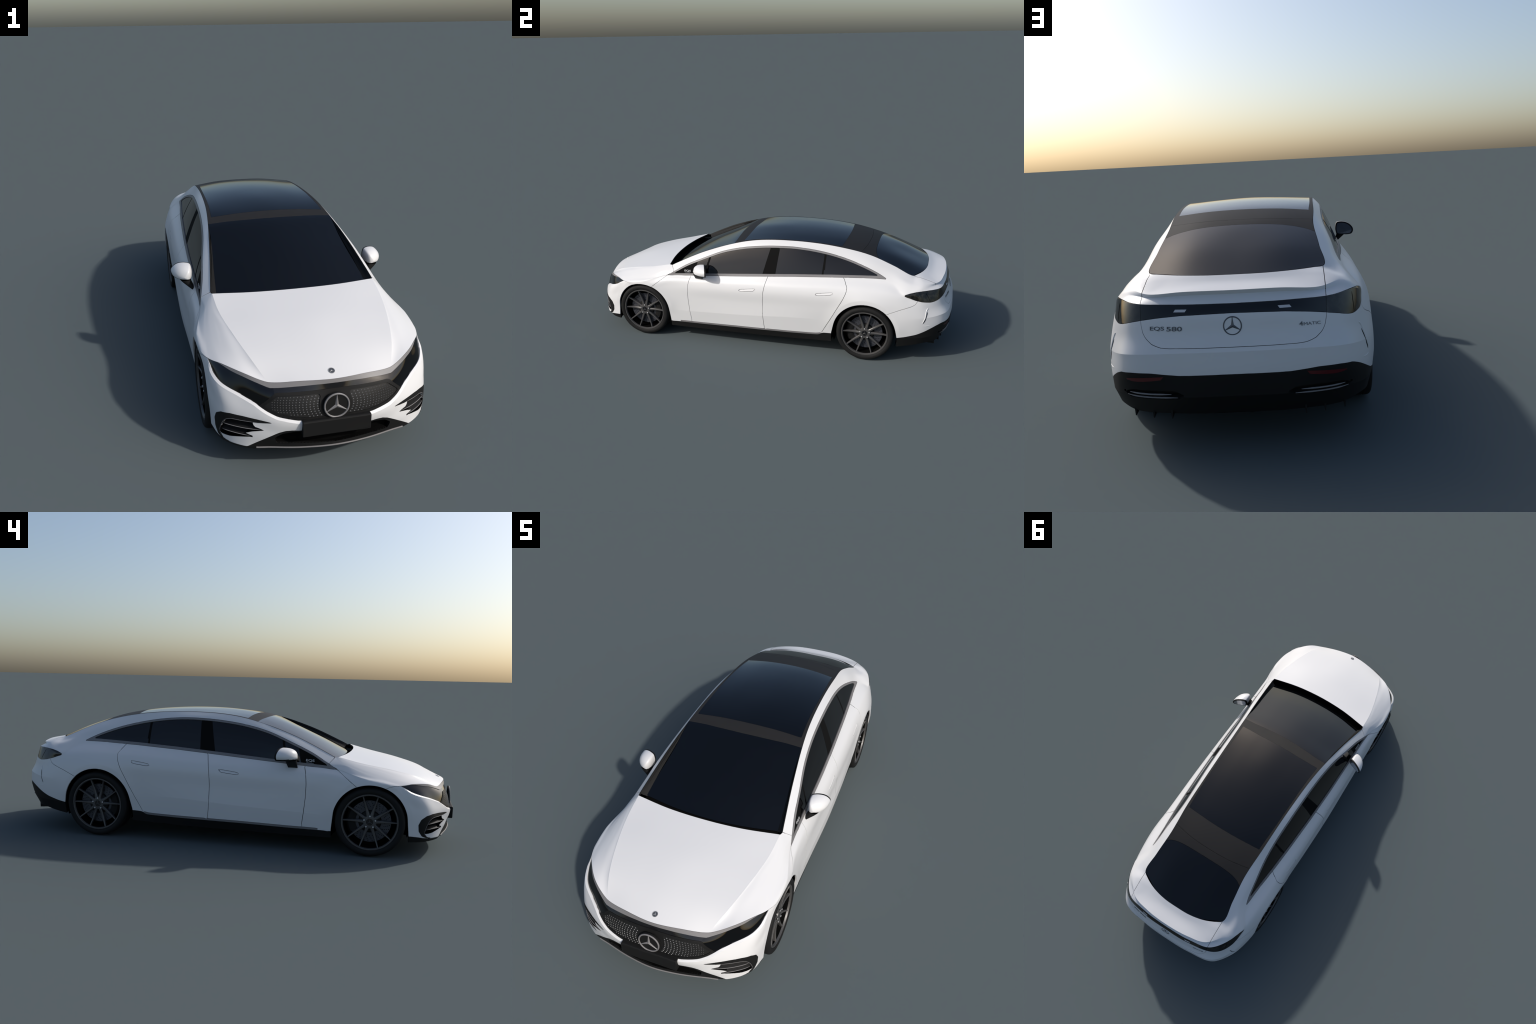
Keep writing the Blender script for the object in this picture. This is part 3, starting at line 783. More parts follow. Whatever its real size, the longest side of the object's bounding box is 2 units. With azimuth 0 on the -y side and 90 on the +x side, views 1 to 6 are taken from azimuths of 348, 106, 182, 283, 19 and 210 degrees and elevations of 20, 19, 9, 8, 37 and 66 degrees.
# --------------------------------------------------------------------------
# helpers for fittings
# --------------------------------------------------------------------------
def lift(kind, a, b, off=0.0):
    """Point of the skin (+x half) behind a spot in the side (y, z), front or rear (x, z) view, and its normal."""
    half = CO[:, 0] > -1e-6
    if kind == "side":
        m = half & (CO[:, 0] > .2); key = CO[:, [1, 2]]
    elif kind == "nose":
        m = half & (CO[:, 1] < -.80) & (CO[:, 2] < .30); key = CO[:, [0, 2]]
    elif kind == "corner":
        m = half & (CO[:, 1] < -.75) & (CO[:, 2] < .30); key = np.column_stack([-CO[:, 1] - CO[:, 0], CO[:, 2]])
    elif kind == "rear_corner":
        m = half & (CO[:, 1] > .74) & (CO[:, 2] < .40); key = np.column_stack([CO[:, 1] - CO[:, 0], CO[:, 2]])
    elif kind == "bonnet":
        m = half & (CO[:, 1] < -.54) & (CO[:, 2] > .29); key = CO[:, [0, 1]]
    else:
        m = half & (CO[:, 1] > .80) & (CO[:, 2] < .40); key = CO[:, [0, 2]]
    ids = np.where(m)[0]
    d = np.hypot(key[ids, 0] - a, key[ids, 1] - b)
    near = ids[np.argsort(d)[:10]]
    w = 1 / (np.sort(d)[:10] + .002)
    A = np.column_stack([np.ones(10), key[near, 0] - a, key[near, 1] - b]) * w[:, None]
    sol = np.linalg.lstsq(A, CO[near] * w[:, None], rcond=None)[0]
    n = (VN[near] * w[:, None]).sum(0); n /= np.linalg.norm(n)
    p = sol[0]
    return p + n * off, n

def tube(pts, r, sides=8, flat=None, taper=0.0):
    """Round rod along a polyline; taper thins both ends."""
    p = np.asarray(pts, float)
    n = len(p)
    t = np.gradient(p, axis=0); t /= np.maximum(np.linalg.norm(t, axis=1, keepdims=True), 1e-12)
    ref = np.array([0, 0, 1.0]) if abs(t[n//2, 2]) < .8 else np.array([1.0, 0, 0])
    V_, F_ = [], []
    for i in range(n):
        a = np.cross(t[i], ref); a /= np.linalg.norm(a); b = np.cross(a, t[i])
        u = i / (n - 1)
        k = 1 - taper * max(0, abs(2*u - 1) - .6) / .4
        for j in range(sides):
            th = 2*math.pi*j/sides
            V_.append(p[i] + k*r*(math.cos(th)*a + math.sin(th)*b*(flat or 1)))
    for i in range(n - 1):
        for j in range(sides):
            F_.append((i*sides + j, i*sides + (j+1) % sides, (i+1)*sides + (j+1) % sides, (i+1)*sides + j))
    F_.append(tuple(range(sides))[::-1]); F_.append(tuple((n-1)*sides + j for j in range(sides)))
    return V_, F_

def merge(parts):
    V_, F_ = [], []
    for v, f in parts:
        o = len(V_); V_ += list(v); F_ += [tuple(i + o for i in q) for q in f]
    return V_, F_

def revolve(profile, n=96, closed=False):
    """Spin (axial, radius) pairs about the x axis."""
    V_, F_ = [], []
    m = len(profile)
    for j in range(n):
        th = 2*math.pi*j/n
        for x, r in profile:
            V_.append((x, r*math.cos(th), r*math.sin(th)))
    for j in range(n):
        for i in range(m if closed else m - 1):
            a, b = j*m + i, j*m + (i+1) % m
            c, d = ((j+1) % n)*m + (i+1) % m, ((j+1) % n)*m + i
            F_.append((a, b, c, d))
    return V_, F_

def box(lo, hi):
    (x0, y0, z0), (x1, y1, z1) = lo, hi
    v = [(x0, y0, z0), (x1, y0, z0), (x1, y1, z0), (x0, y1, z0), (x0, y0, z1), (x1, y0, z1), (x1, y1, z1), (x0, y1, z1)]
    f = [(3, 2, 1, 0), (4, 5, 6, 7), (0, 1, 5, 4), (1, 2, 6, 5), (2, 3, 7, 6), (3, 0, 4, 7)]
    return v, f

def prism(poly, depth, chamfer=0.0):
    """Extrude a 2D polygon (x, y) from z = 0 to z = depth, with an optional smaller top."""
    q = np.asarray(poly, float); n = len(q); c = q.mean(0)
    top = c + (q - c) * (1 - chamfer)
    V_ = [(x, y, 0) for x, y in q] + [(x, y, depth) for x, y in top]
    F_ = [tuple(range(n))[::-1], tuple(range(n, 2*n))] + [(i, (i+1) % n, n + (i+1) % n, n + i) for i in range(n)]
    return V_, F_

def frame_matrix(p, n, up=(0, 0, 1)):
    """z along n, y near `up`, origin p."""
    n = V(n).normalized(); x = V(up).cross(n).normalized(); y = n.cross(x)
    return Matrix(((x[0], y[0], n[0], p[0]), (x[1], y[1], n[1], p[1]), (x[2], y[2], n[2], p[2]), (0, 0, 0, 1)))

def put(vf, M):
    return [tuple(M @ V(v)) for v in vf[0]], vf[1]

def three_star(R, hub, depth):
    """Three tapered arms with a ridge, from the centre to radius R."""
    parts = []
    for k in range(3):
        a = math.radians(90 + 120*k)
        c, s = math.cos(a), math.sin(a); cl, sl = math.cos(a + math.pi/3), math.sin(a + math.pi/3); cr, sr = math.cos(a - math.pi/3), math.sin(a - math.pi/3)
        w = R * .035
        v = [(0, 0, depth), (hub*cl, hub*sl, 0), (R*c - w*s, R*s + w*c, 0), (R*c + w*s, R*s - w*c, 0), (hub*cr, hub*sr, 0), (R*c, R*s, depth*.5)]
        parts.append((v, [(0, 5, 2, 1), (0, 4, 3, 5), (5, 3, 2)]))
    return merge(parts)

def ring(R, r, n=64, sides=10, flat=1.0):
    V_, F_ = [], []
    for i in range(n):
        a = 2*math.pi*i/n
        for j in range(sides):
            b = 2*math.pi*j/sides
            q = R + r*math.cos(b)
            V_.append((q*math.cos(a), q*math.sin(a), r*flat*math.sin(b)))
    for i in range(n):
        for j in range(sides):
            F_.append((i*sides + j, ((i+1) % n)*sides + j, ((i+1) % n)*sides + (j+1) % sides, i*sides + (j+1) % sides))
    return V_, F_

def disc(R, depth, n=64):
    return prism([(R*math.cos(2*math.pi*i/n), R*math.sin(2*math.pi*i/n)) for i in range(n)], depth)

def mirrored(vf):
    return [(-x, y, z) for x, y, z in vf[0]], [tuple(reversed(f)) for f in vf[1]]

def add(name, vf, mat, parent=ROOT, smooth=True, angle=35):
    return link(name, mesh_of(vf[0], vf[1], name, smooth, angle), mat, parent)

def add_pair(name, vf, mat, parents=(ROOT, ROOT), **kw):
    return [add(name, vf, mat, parents[0], **kw), add(name, mirrored(vf), mat, parents[1], **kw)]

def lettering(name, text, left, right, height, normal, mat, parent, extrude=.0006, bold=.012):
    """Raised text from `left` to `right` (baseline, as read), fitted to that width and height."""
    cu = bpy.data.curves.new(name, "FONT")
    cu.body = text; cu.size = 1; cu.extrude = extrude / height; cu.offset = bold
    tmp = bpy.data.objects.new(name + "_source", cu)
    bpy.context.scene.collection.objects.link(tmp)
    bpy.context.view_layer.update()
    dg = bpy.context.evaluated_depsgraph_get()
    me = bpy.data.meshes.new_from_object(tmp.evaluated_get(dg))
    bpy.data.objects.remove(tmp); bpy.data.curves.remove(cu)
    c = np.array([v.co[:] for v in me.vertices])
    lo, hi = c.min(0), c.max(0)
    left, right, n = V(left), V(right), V(normal).normalized()
    w = (right - left).length; x = (right - left).normalized()
    n = (n - x * n.dot(x)).normalized(); y = n.cross(x)
    M = Matrix(((x[0], y[0], n[0], left[0]), (x[1], y[1], n[1], left[1]), (x[2], y[2], n[2], left[2]), (0, 0, 0, 1)))
    me.transform(M @ Matrix.Diagonal((w/(hi[0]-lo[0]), height/(hi[1]-lo[1]), height, 1)) @ Matrix.Translation((-lo[0], -lo[1], 0)))
    me.materials.clear(); me.name = name
    return link(name, me, mat, parent)

# --------------------------------------------------------------------------
# wheels
# --------------------------------------------------------------------------
R_TYRE, R_RIM = .146, .119
def arc_pts(cx, cr, rad, a0, a1, n):
    return [(cx + rad*math.cos(math.radians(a)), cr + rad*math.sin(math.radians(a))) for a in np.linspace(a0, a1, n)]

tyre_prof = [(.042, .1165), (.0465, .1195), (.0495, .1245), (.0508, .1305), (.0500, .1365), (.0470, .1415), (.0420, .1446), (.0340, .1458)]
for gx in (.024, .008, -.008, -.024):
    tyre_prof += [(gx + .002, R_TYRE), (gx + .0015, .1435), (gx - .0015, .1435), (gx - .002, R_TYRE)]
tyre_prof += [(-.0340, .1458), (-.0420, .1446), (-.0470, .1415), (-.0500, .1365), (-.0508, .1305), (-.0495, .1245), (-.0465, .1195), (-.042, .1165)]
ME_TYRE = mesh_of(*revolve(tyre_prof, 128), "tyre", angle=40); ME_TYRE.materials.append(RUBBER)

rim_parts = [revolve([(.0400, .1105), (.0455, .1122), (.0472, .1132), (.0476, .1150), (.0474, .1180), (.0450, .1198), (.0400, .1200)], 128)]
ME_BARREL = mesh_of(*revolve([(-.044, .118), (-.044, .1135), (-.020, .1085), (.020, .1085), (.034, .1105), (.0420, .1112)], 96), "rim_barrel"); ME_BARREL.materials.append(CAVITY)
# hub
rim_parts.append(revolve([(.0, .030), (.030, .030), (.0375, .0265), (.0385, .021), (.0385, .0145), (.0365, .0140), (.0365, .0)], 80))
def spoke(root_r, root_a, tip_r, tip_a):
    """Slim ridged spoke in the y-z plane, from hub to rim."""
    V_, F_ = [], []
    n = 12
    for i in range(n):
        u = i/(n-1)
        r = root_r + (tip_r - root_r)*u
        a = root_a + (tip_a - root_a)*(1 - (1-u)**2.2)
        w = .0046*(1-u)**1.5 + .0029
        face = .0375 - .0035*math.sin(math.pi*u) + .0065*u**2
        deep = .020 - .010*u
        c, s = math.cos(a), math.sin(a)
        for off, x in ((-w*1.05, face - deep), (-w, face - .0022), (-w*.55, face), (w*.55, face), (w, face - .0022), (w*1.05, face - deep)):
            V_.append((x, r*c - off*s, r*s + off*c))
    for i in range(n - 1):
        for j in range(6):
            F_.append((i*6 + j, i*6 + (j+1) % 6, (i+1)*6 + (j+1) % 6, (i+1)*6 + j))
    F_.append((5, 4, 3, 2, 1, 0)); F_.append(tuple((n-1)*6 + j for j in range(6)))
    return V_, F_
for k in range(5):
    base = math.radians(90 + 72*k)
    for sgn in (-1, 1):
        rim_parts.append(spoke(.020, base + sgn*math.radians(15.5), .1135, base + sgn*math.radians(16.2)))
ME_RIM = mesh_of(*merge(rim_parts), "wheel", angle=30); ME_RIM.materials.append(RIM)

disc_parts = [revolve([(-.004, .040), (-.004, .088), (.004, .088), (.004, .040)], 96, closed=True)]
ME_DISC = mesh_of(*merge(disc_parts), "brake_disc", angle=30); ME_DISC.materials.append(DISC)
hole_dots = []  # flat dark dots set on the disc face in place of drilled holes
for k in range(30):
    for j, r in enumerate((.062, .069, .076, .083)):
        a = 2*math.pi*(k + .25*j)/30
        M = Matrix.Rotation(a, 4, "X") @ Matrix.Translation((.0040, 0, r)) @ Matrix.Rotation(math.pi/2, 4, "Y")
        hole_dots.append(put(prism([(.0019*math.cos(t), .0019*math.sin(t)) for t in np.linspace(0, 2*math.pi, 9)[:-1]], .0004), M))
ME_HOLE_DOTS = mesh_of(*merge(hole_dots), "disc_hole_dots", smooth=False); ME_HOLE_DOTS.materials.append(CAVITY)
hat = merge([revolve([(.004, .050), (.006, .048), (.014, .044), (.016, .040), (.016, 0)], 64)])
ME_HAT = mesh_of(*hat, "disc_bell", angle=30); ME_HAT.materials.append(BLACK_PLASTIC)
# caliper hugging the disc
cal_p = []
for i in range(13):
    a = math.radians(-32 + 64*i/12)
    for x, r in ((-.016, .060), (.014, .060), (.018, .070), (.016, .090), (.010, .0975), (-.016, .0975)):
        cal_p.append((x, r*math.cos(a), r*math.sin(a)))
cal_f = [(i*6 + j, i*6 + (j+1) % 6, (i+1)*6 + (j+1) % 6, (i+1)*6 + j) for i in range(12) for j in range(6)] + [(5, 4, 3, 2, 1, 0), tuple(72 + j for j in range(6))]
ME_CAL = mesh_of(cal_p, cal_f, "brake_caliper", angle=30); ME_CAL.materials.append(BLACK_PLASTIC)
ME_BACK = mesh_of(*revolve([(-.014, .1085), (-.014, .0)], 64), "wheel_back"); ME_BACK.materials.append(CAVITY)
ME_BOLT = mesh_of(*revolve([(-.004, .0040), (.001, .0040), (.0022, .0030), (.0022, 0)], 16), "wheel_bolt", angle=30); ME_BOLT.materials.append(BRIGHT)
ME_SOCKET = mesh_of(*revolve([(-.004, .0052), (.0004, .0052), (.0004, .0040)], 20), "bolt_socket", angle=30); ME_SOCKET.materials.append(BLACK_PLASTIC)
YZ = Matrix(((0, 0, 1, 0), (1, 0, 0, 0), (0, 1, 0, 0), (0, 0, 0, 1)))     # drawing plane -> wheel face
ME_CAP = mesh_of(*put(disc(.0138, .0016), YZ), "hub_cap", angle=30); ME_CAP.materials.append(GLOSS_BLACK)
ME_CAPSTAR = mesh_of(*put(three_star(.0125, .0016, .0010), YZ), "hub_cap_star", smooth=False); ME_CAPSTAR.materials.append(RIM)

def child(name, me, parent, loc=(0, 0, 0), rot=0.0):
    o = link(name, me, None, parent); o.location = loc; o.rotation_euler = (rot, 0, 0); return o

WHEEL_X = .3125
for sx in (1, -1):
    for cy in (AXLE_F, AXLE_R):
        w = link("wheel", ME_RIM)
        w.location = (sx*WHEEL_X, cy, HUB_Z)
        w.rotation_euler = (0, 0, 0 if sx > 0 else math.pi)
        child("tyre", ME_TYRE, w)
        child("rim_barrel", ME_BARREL, w)
        child("brake_disc", ME_DISC, w, (.014, 0, 0))
        h = child("disc_hole_dots", ME_HOLE_DOTS, w, (.014, 0, 0)); h["kind"] = "stuff"
        child("disc_bell", ME_HAT, w, (.012, 0, 0))
        rear_side = 1 if cy < 0 else -1
        child("brake_caliper", ME_CAL, w, (.006, 0, 0), math.radians(0 if rear_side*sx > 0 else 180))
        child("wheel_back", ME_BACK, w)
        child("hub_cap", ME_CAP, w, (.0368, 0, 0))
        child("hub_cap_star", ME_CAPSTAR, w, (.0385, 0, 0))
        for k in range(5):
            a = math.radians(90 + 72*k)
            q = (.0385, .0248*math.cos(a), .0248*math.sin(a))
            child("wheel_bolt", ME_BOLT, w, q)
            child("bolt_socket", ME_SOCKET, w, q)

# --------------------------------------------------------------------------
# under-body: wheel housings and floor
# --------------------------------------------------------------------------
def housing(cy, R):
    n = 40
    ang = np.linspace(math.radians(-22), math.radians(202), n)
    V_, F_ = [], []
    for x in (.170, .340):
        for a in ang:
            V_.append((x, cy + R*math.cos(a), .148 + R*math.sin(a)))
    F_ += [(i, i+1, n+i+1, n+i) for i in range(n-1)]
    F_.append(tuple(range(n)))
    return V_, F_
add_pair("wheel_housing", housing(AXLE_F, .163), CAVITY, smooth=False)
add_pair("wheel_housing", housing(.577, .167), CAVITY, smooth=False)

under = spline(np.array(RING["underside"]), 10, (True, True))
uy = under[:, 1]; order = np.argsort(uy)
ys = np.linspace(-.972, .958, 140)
fl = []
for y in ys:
    w = np.interp(y, uy[order], under[order, 0]); z = np.interp(y, uy[order], under[order, 2])
    if -.814 < y < -.487 or .404 < y < .744:
        w = min(w, .215)
    fl.append((w, y, z + .001))
fv = [(-w, y, z) for w, y, z in fl] + [(w, y, z) for w, y, z in fl]
n = len(fl)
add("underfloor", (fv, [(i, i+1, n+i+1, n+i) for i in range(n-1)]), CAVITY, smooth=False)

# --------------------------------------------------------------------------
# windscreen surround
# --------------------------------------------------------------------------
surf_, ss_, tt_ = loft()
rail = surf_[-1]
roof_edge = _rs[-1]
def at_y(line, y):
    o = np.argsort(line[:, 1]); return np.array([np.interp(y, line[o, 1], line[o, k]) for k in range(3)])
pil = rail[(tt_ >= 6) & (tt_ <= 9.5)]
V_, F_ = [], []
yy = np.linspace(-.4925, -.10, 50)
for y in yy:
    a = at_y(pil, y); b = at_y(roof_edge, y + .006)
    down = np.array([0, 0, -.0035])
    k = min(1, max(0, (-.12 - y)/.10))
    V_ += [a + np.array([.0022*k - .001, 0, .0010*k - .0006]), a + np.array([-.0015, 0, .0014*k - .0006]), a*.55 + b*.45 + down*1.0, b + np.array([-.004, 0, -.004])]
F_ = [(4*i + j, 4*i + 4 + j, 4*i + 5 + j, 4*i + 1 + j) for i in range(49) for j in range(3)]
add_pair("windscreen_trim", (V_, F_), BLACK_PLASTIC)
bon = rail[tt_ <= 2.0]
foot = _rs[:, 0]
V_, F_ = [], []
m = 40
for k in range(m):
    x = .2925*k/(m-1)
    a = np.array([np.interp(x, bon[:, 0], bon[:, j]) for j in range(3)])
    b = np.array([np.interp(min(x, .2715), foot[:, 0], foot[:, j]) for j in range(3)])
    b[0] = min(x, .2715)
    V_ += [a + [0, -.030, -.014], a + [0, -.028, -.028], (a + b)/2 + [0, .002, -.026], b + [0, .004, -.001]]
F_ = [(4*i + j, 4*i + 1 + j, 4*i + 5 + j, 4*i + 4 + j) for i in range(m-1) for j in range(3)]
add_pair("cowl", (V_, F_), CAVITY)

# --------------------------------------------------------------------------
# door mirrors
# --------------------------------------------------------------------------
outline = np.array([.366, .4090]) + .955*(curve2([(.3370, .3900), (.3345, .4050), (.3350, .4250), (.3410, .4400), (.3540, .4435), (.3720, .4425), (.3890, .4365), (.4020, .4260), (.4100, .4130), (.4100, .4020),
                  (.4030, .3905), (.3900, .3865), (.3650, .3855), (.3450, .3860), (.3370, .3900)], 4)[:-1] - np.array([.366, .4090]))
ctr = np.array([.366, .4035])
NO = len(outline)
sl = []
for u in np.linspace(0, 1, 18):
    y = -.2560 - .0700*(1 - math.cos(u*math.pi/2))**.82
    k = math.sqrt(max(0, 1 - (1 - math.cos(u*math.pi/2))**2.3))
    sl.append((y, max(k, .02)))
mv = [((ctr[0] + (p[0]-ctr[0])*k), y - .013 + .42*(ctr[0] + (p[0]-ctr[0])*k - .366), ctr[1] + (p[1]-ctr[1])*k) for y, k in sl for p in outline]
mf = [(i*NO + j, i*NO + (j+1) % NO, (i+1)*NO + (j+1) % NO, (i+1)*NO + j) for i in range(17) for j in range(NO)]
mf.append(tuple(17*NO + j for j in range(NO)))
mc = [np.mean([mv[i] for i in f], axis=0) for f in mf]
white = [f for f, c in zip(mf, mc) if c[2] > .3975 and c[1] - .42*(c[0] - .366) < -.2755]
black = [f for f, c in zip(mf, mc) if not (c[2] > .3975 and c[1] - .42*(c[0] - .366) < -.2755)]
rimf = [tuple(range(NO))[::-1]]
housing_pair = add_pair("door_mirror", (mv, black + rimf), BLACK_PLASTIC)
add_pair("mirror_cap", ([tuple(np.array([.366, -.29, .41]) + (np.array(v) - [.366, -.29, .41])*1.012) for v in mv], white), PAINT, housing_pair)
gl = [(ctr[0] + (p[0]-ctr[0])*.86, -.2683 + .42*(p[0]-.366)*.86, ctr[1] + .001 + (p[1]-ctr[1])*.84) for p in outline]
add_pair("mirror_glass", (gl, [tuple(range(NO))[::-1]]), MIRROR_GLASS, housing_pair, smooth=False)
st_sec = []
for u in np.linspace(0, 1, 8):
    cx = .362 - .026*u**1.2; cz = .392 - .037*u; cy = -.3130 - .006*u
    hx = .020 - .010*u; hy = .0245 - .004*u
    st_sec.append([(cx + hx*math.copysign(abs(math.cos(t))**.7, math.cos(t)), cy + hy*math.copysign(abs(math.sin(t))**.7, math.sin(t)), cz + .004*math.cos(t)*u) for t in np.linspace(0, 2*math.pi, 25)[:-1]])
sv = [p for s in st_sec for p in s]
sf = [(i*24 + j, i*24 + (j+1) % 24, (i+1)*24 + (j+1) % 24, (i+1)*24 + j) for i in range(7) for j in range(24)] + [tuple(7*24 + j for j in range(24))]
add_pair("mirror_stalk", (sv, sf), BLACK_PLASTIC, housing_pair)

# --------------------------------------------------------------------------
# nose fittings
# --------------------------------------------------------------------------
FRONT_N = (0, -1, .06)
emblem = link("front_emblem", mesh_of(*put(merge([disc(.0405, .006), put(disc(.0375, .0072), Matrix.Identity(4))]), frame_matrix((0, -.9795, .2225), FRONT_N)), "front_emblem", angle=30), BLACK_PLASTIC, PART["grille"])
Mst = frame_matrix((0, -.9872, .2225), FRONT_N)
add("emblem_ring", put(ring(.0372, .0028), Mst), CHROME, emblem)
add("emblem_star", put(three_star(.0350, .0062, .0040), Mst), CHROME, emblem, smooth=False)
# small star studs in curved columns
studs = []
for side_ in (1, -1):
    for k in range(15):
        x0 = .0555 + .0118*k - .00017*k*k
        for j in range(9):
            z = .2515 - .00720*j
            x = x0 - (.0105*(1 - k/22))*((z - .224)/.030)**2
            size = (.0025 - .0001*k)
            if signed_distance(np.array([[x, z]]), GRILLE_FIELD)[0] > -.0022:
                continue
            p, nn = lift("nose", x, z, -.0022)
            M = frame_matrix((p[0]*side_, p[1], p[2]), (nn[0]*side_, nn[1], nn[2]))
            studs.append(put(three_star(size, size*.36, .0010), M))
o = add("grille_star_studs", merge(studs), STUD, PART["grille"], smooth=False); o["kind"] = "stuff"
# bonnet badge
p, nn = lift("bonnet", 0.0, -.930)
Mb = frame_matrix((0, p[1], p[2] - .0005), (0, nn[1], nn[2]), up=(0, 1, .3))
bb = link("bonnet_badge", mesh_of(*put(disc(.0105, .0012, 32), Mb), "bonnet_badge", angle=30), BADGE, PART["bonnet"])
add("badge_ring", put(ring(.0098, .0009, 32, 6), Mb @ Matrix.Translation((0, 0, .001))), BRIGHT, bb)
add("badge_star", put(three_star(.0066, .0014, .0012), Mb @ Matrix.Translation((0, 0, .0012))), BRIGHT, bb, smooth=False)
# number plate holder: rounded block with two shoulders beside the emblem
def block(x0, x1, prof, r=.002):
    m = len(prof); pv = []
    cy, cz = np.mean(prof, axis=0)
    for x, k in ((x0, .97), (x0 + r, 1), (x1 - r, 1), (x1, .97)):
        pv += [(x, cy + (y - cy)*k, cz + (z - cz)*k) for y, z in prof]
    pf = [(i*m + j, i*m + (j+1) % m, (i+1)*m + (j+1) % m, (i+1)*m + j) for i in range(3) for j in range(m)] + [tuple(range(m))[::-1], tuple(3*m + j for j in range(m))]
    return pv, pf
plate = block(-.1045, .1045, [(-.9600, .1850), (-.9960, .1862), (-.9988, .1850), (-1.0000, .1820), (-.9995, .1375), (-.9970, .1347), (-.9600, .1360)])
add("number_plate_holder", plate, BLACK_PLASTIC, smooth=False)
# bright lip along the splitter
lipc = spline(np.array(RING["sill"]), 12, (True, True))
lipc = lipc[(lipc[:, 0] < .2365) & (lipc[:, 1] < 0)]
lip = np.vstack([lipc[::-1] * [-1, 1, 1], lipc[1:]]) + [0, -.0012, -.001]
add("splitter_lip", tube(lip, .0024, 8), CHROME, PART["front_splitter"])
# bright edge lines of the intakes and their slats
def corner_line(pts, r, off, per=6, taper=.8):
    c = curve2([(u, z) for u, z in pts], per)
    return tube([lift("corner", u, z, off)[0] for u, z in c], r, 6, taper=taper)
line_a = corner_line([(.772, .1770), (.72, .1748), (.66, .1738), (.6028, .1712), (.578, .1630), (.556, .1410), (.5445, .1110), (.552, .0990), (.575, .0905)], .0011, .0003)
line_b = corner_line([(.560, .1465), (.60, .1480), (.66, .1490), (.735, .1492)], .0011, -.0015)
line_c = corner_line([(.553, .1240), (.60, .1255), (.65, .1255), (.690, .1252)], .0011, -.0015)
add_pair("intake_bright_line", merge([line_a, line_b, line_c]), CHROME, (PART["front_bumper"],)*2)
def slat(pts):
    c = curve2(pts, 6); V_, F_ = [], []
    for u, z in c:
        p, nn = lift("corner", u, z, -.0020); V_ += [p + [0, 0, .001], p - nn*.016 + [0, 0, .010], p - nn*.016 + [0, 0, .006], p - [0, 0, .002]]
    k = len(c)
    F_ = [(4*i + j, 4*i + (j+1) % 4, 4*i + 4 + (j+1) % 4, 4*i + 4 + j) for i in range(k-1) for j in range(4)]
    return V_, F_
add_pair("intake_slat", merge([slat([(.560, .1465), (.60, .1480), (.66, .1490), (.748, .1500)]), slat([(.553, .1240), (.60, .1255), (.65, .1255), (.703, .1254)])]), BLACK_PLASTIC, (PART["front_bumper"],)*2, smooth=False)

# --------------------------------------------------------------------------
# tail fittings
# --------------------------------------------------------------------------
p, nn = lift("tail", .0, .3305); nn = (0, nn[1], nn[2])
Mr = frame_matrix((0, p[1], p[2]), nn)
eb = add("rear_emblem", put(ring(.0215, .0016, 64, 8), Mr), BADGE, PART["tailgate"])
add("emblem_star", put(three_star(.0212, .0042, .0022), Mr), BADGE, eb, smooth=False)
def on_tail(x, z, off=.0006):
    p, n = lift("tail", abs(x), z, off)
    sg = 1 if x >= 0 else -1
    return (p[0]*sg, p[1], p[2]), (n[0]*sg, n[1], n[2])
def tail_text(name, text, x0, x1, z, h, bold=.012):
    a, b = on_tail(x0, z), on_tail(x1, z); m = on_tail((x0 + x1)/2, z + h/2)
    lettering(name, text, a[0], b[0], h, m[1], BADGE, PART["tailgate"], bold=bold)
tail_text("model_lettering", "EQS", .2035, .1680, .3220, .0110)
tail_text("model_lettering", "580", .1620, .1230, .3215, .0110)
tail_text("drive_lettering", "4", -.1605, -.1695, .3205, .0105)
tail_text("drive_lettering", "MATIC", -.1715, -.2125, .3208, .0074, .0)
# lettering on the sail panels
for sg in (1, -1):
    pts = [lift("side", y, z, -.0018) for y, z in ((-.408, .3825), (-.372, .3835), (-.39, .389), (-.406, .3760), (-.374, .3770))]
    q = [((p[0]*sg, p[1], p[2]), (n[0]*sg, n[1], n[2])) for p, n in pts]
    l, r = (0, 1) if sg > 0 else (1, 0)
    lettering("sail_lettering", "EQS", q[l][0], q[r][0], .0115, q[2][1], PALE, PART["sail_panel"][0 if sg > 0 else 1])

def skin_patch(kind, rows, off, thick=.001):
    """Thin plate on the skin: rows of 2D points -> grid."""
    V_, F_ = [], []
    n, m = len(rows), len(rows[0])
    for r in rows:
        for a, b in r:
            V_.append(lift(kind, a, b, off)[0])
    for i in range(n-1):
        for j in range(m-1):
            F_.append((i*m + j, i*m + j + 1, (i+1)*m + j + 1, (i+1)*m + j))
    return V_, F_
def strip_rows(top, low, n=16, per=8):
    t = curve2(top, per); l = curve2(low, per)
    tt = t[np.linspace(0, len(t)-1, n).round().astype(int)]; ll = l[np.linspace(0, len(l)-1, n).round().astype(int)]
    return [[tuple(p) for p in tt], [tuple(p) for p in (tt + ll)/2], [tuple(p) for p in ll]]
add_pair("reflector", skin_patch("tail", strip_rows([(.272, .2065), (.25, .2095), (.21, .2120), (.174, .2140)], [(.270, .2035), (.25, .2005), (.21, .2025), (.181, .2055)]), .0008), REFLECTOR, (PART["rear_diffuser"],)*2)
add_pair("light_block", skin_patch("tail", strip_rows([(.139, .3715), (.125, .3715), (.1105, .3715)], [(.1435, .3655), (.128, .3655), (.115, .3655)], 6, 4), .0010), WHITE_LAMP, (PART["tail_light_bar"],)*2)
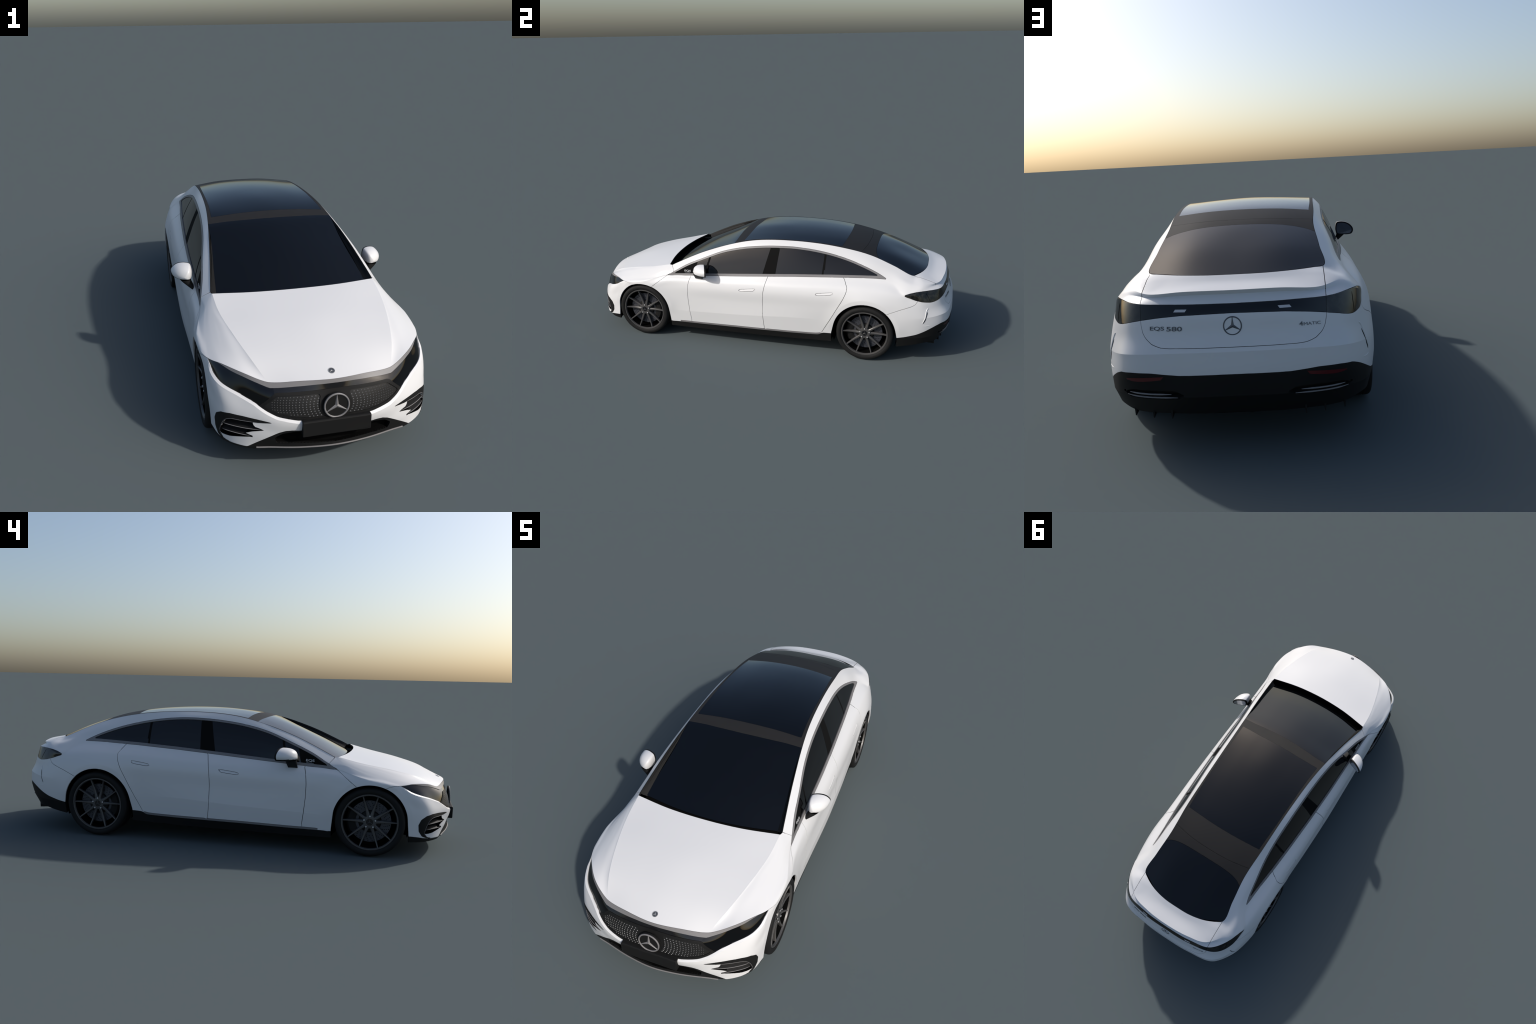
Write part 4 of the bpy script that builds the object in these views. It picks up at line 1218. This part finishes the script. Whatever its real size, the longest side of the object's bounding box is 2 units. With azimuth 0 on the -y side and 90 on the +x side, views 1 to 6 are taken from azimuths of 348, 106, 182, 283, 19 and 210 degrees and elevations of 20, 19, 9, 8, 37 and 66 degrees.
for pts in ([(.2749, .1606), (.235, .1588), (.19, .1584), (.1432, .1590)], [(.2665, .1692), (.235, .1678), (.20, .1674), (.1582, .1680)]):
    c = curve2(pts, 8)
    add_pair("exhaust_trim", tube([lift("tail", a, b, .0008)[0] for a, b in c], .0021, 8, taper=.7), CHROME, (PART["rear_diffuser"],)*2)
def fin(x, y):
    v = [(x - .0045, y - .06, .110), (x + .0045, y - .06, .112), (x + .0035, y + .004, .128), (x - .0035, y + .004, .128), (x - .001, y - .045, .096), (x + .001, y - .045, .096), (x + .0012, y + .004, .0925), (x - .0012, y + .004, .0925)]
    return v, [(0, 1, 2, 3), (4, 7, 6, 5), (0, 4, 5, 1), (1, 5, 6, 2), (2, 6, 7, 3), (3, 7, 4, 0)]
for x, y in ((.2665, .919), (.2158, .940), (.1676, .951)):
    add_pair("diffuser_fin", fin(x, y), BLACK_PLASTIC, (PART["rear_diffuser"],)*2, smooth=False)

# slim blades, and solid dark strips in place of slots, on the corners of the rear bumper
def corner_strip(pts, r, off, flat=None):
    p = np.array([lift("rear_corner", u, z, off)[0] for u, z in pts])
    return tube(spline(p, 8), r, 8, flat=flat, taper=.9)
add_pair("bumper_blade", corner_strip([(.578, .3040), (.5640, .2960), (.5410, .2520), (.5170, .2150)], .0026, -.0006), PAINT, (PART["rear_bumper"],)*2)
add_pair("bumper_dark_strip", corner_strip([(.5700, .2940), (.5480, .2520), (.5240, .2160)], .0024, -.0014), CAVITY, (PART["rear_bumper"],)*2)
add_pair("bumper_blade", corner_strip([(.5185, .2140), (.5500, .2120), (.5900, .2150)], .0015, -.0004), PAINT, (PART["rear_bumper"],)*2)
add_pair("lens_joint", corner_strip([(.5660, .3820), (.5800, .3560), (.5930, .3285)], .0011, -.0002), CAVITY, (PART["tail_light"][0], PART["tail_light"][1]))
# fine strip under the sail lettering
add_pair("sail_strip", skin_patch("side", [[(y, z - .15*(-.39 - y)) for y in np.linspace(-.406, -.374, 8)] for z in (.3800, .3782, .3764)], -.0020), BADGE, PART["sail_panel"])
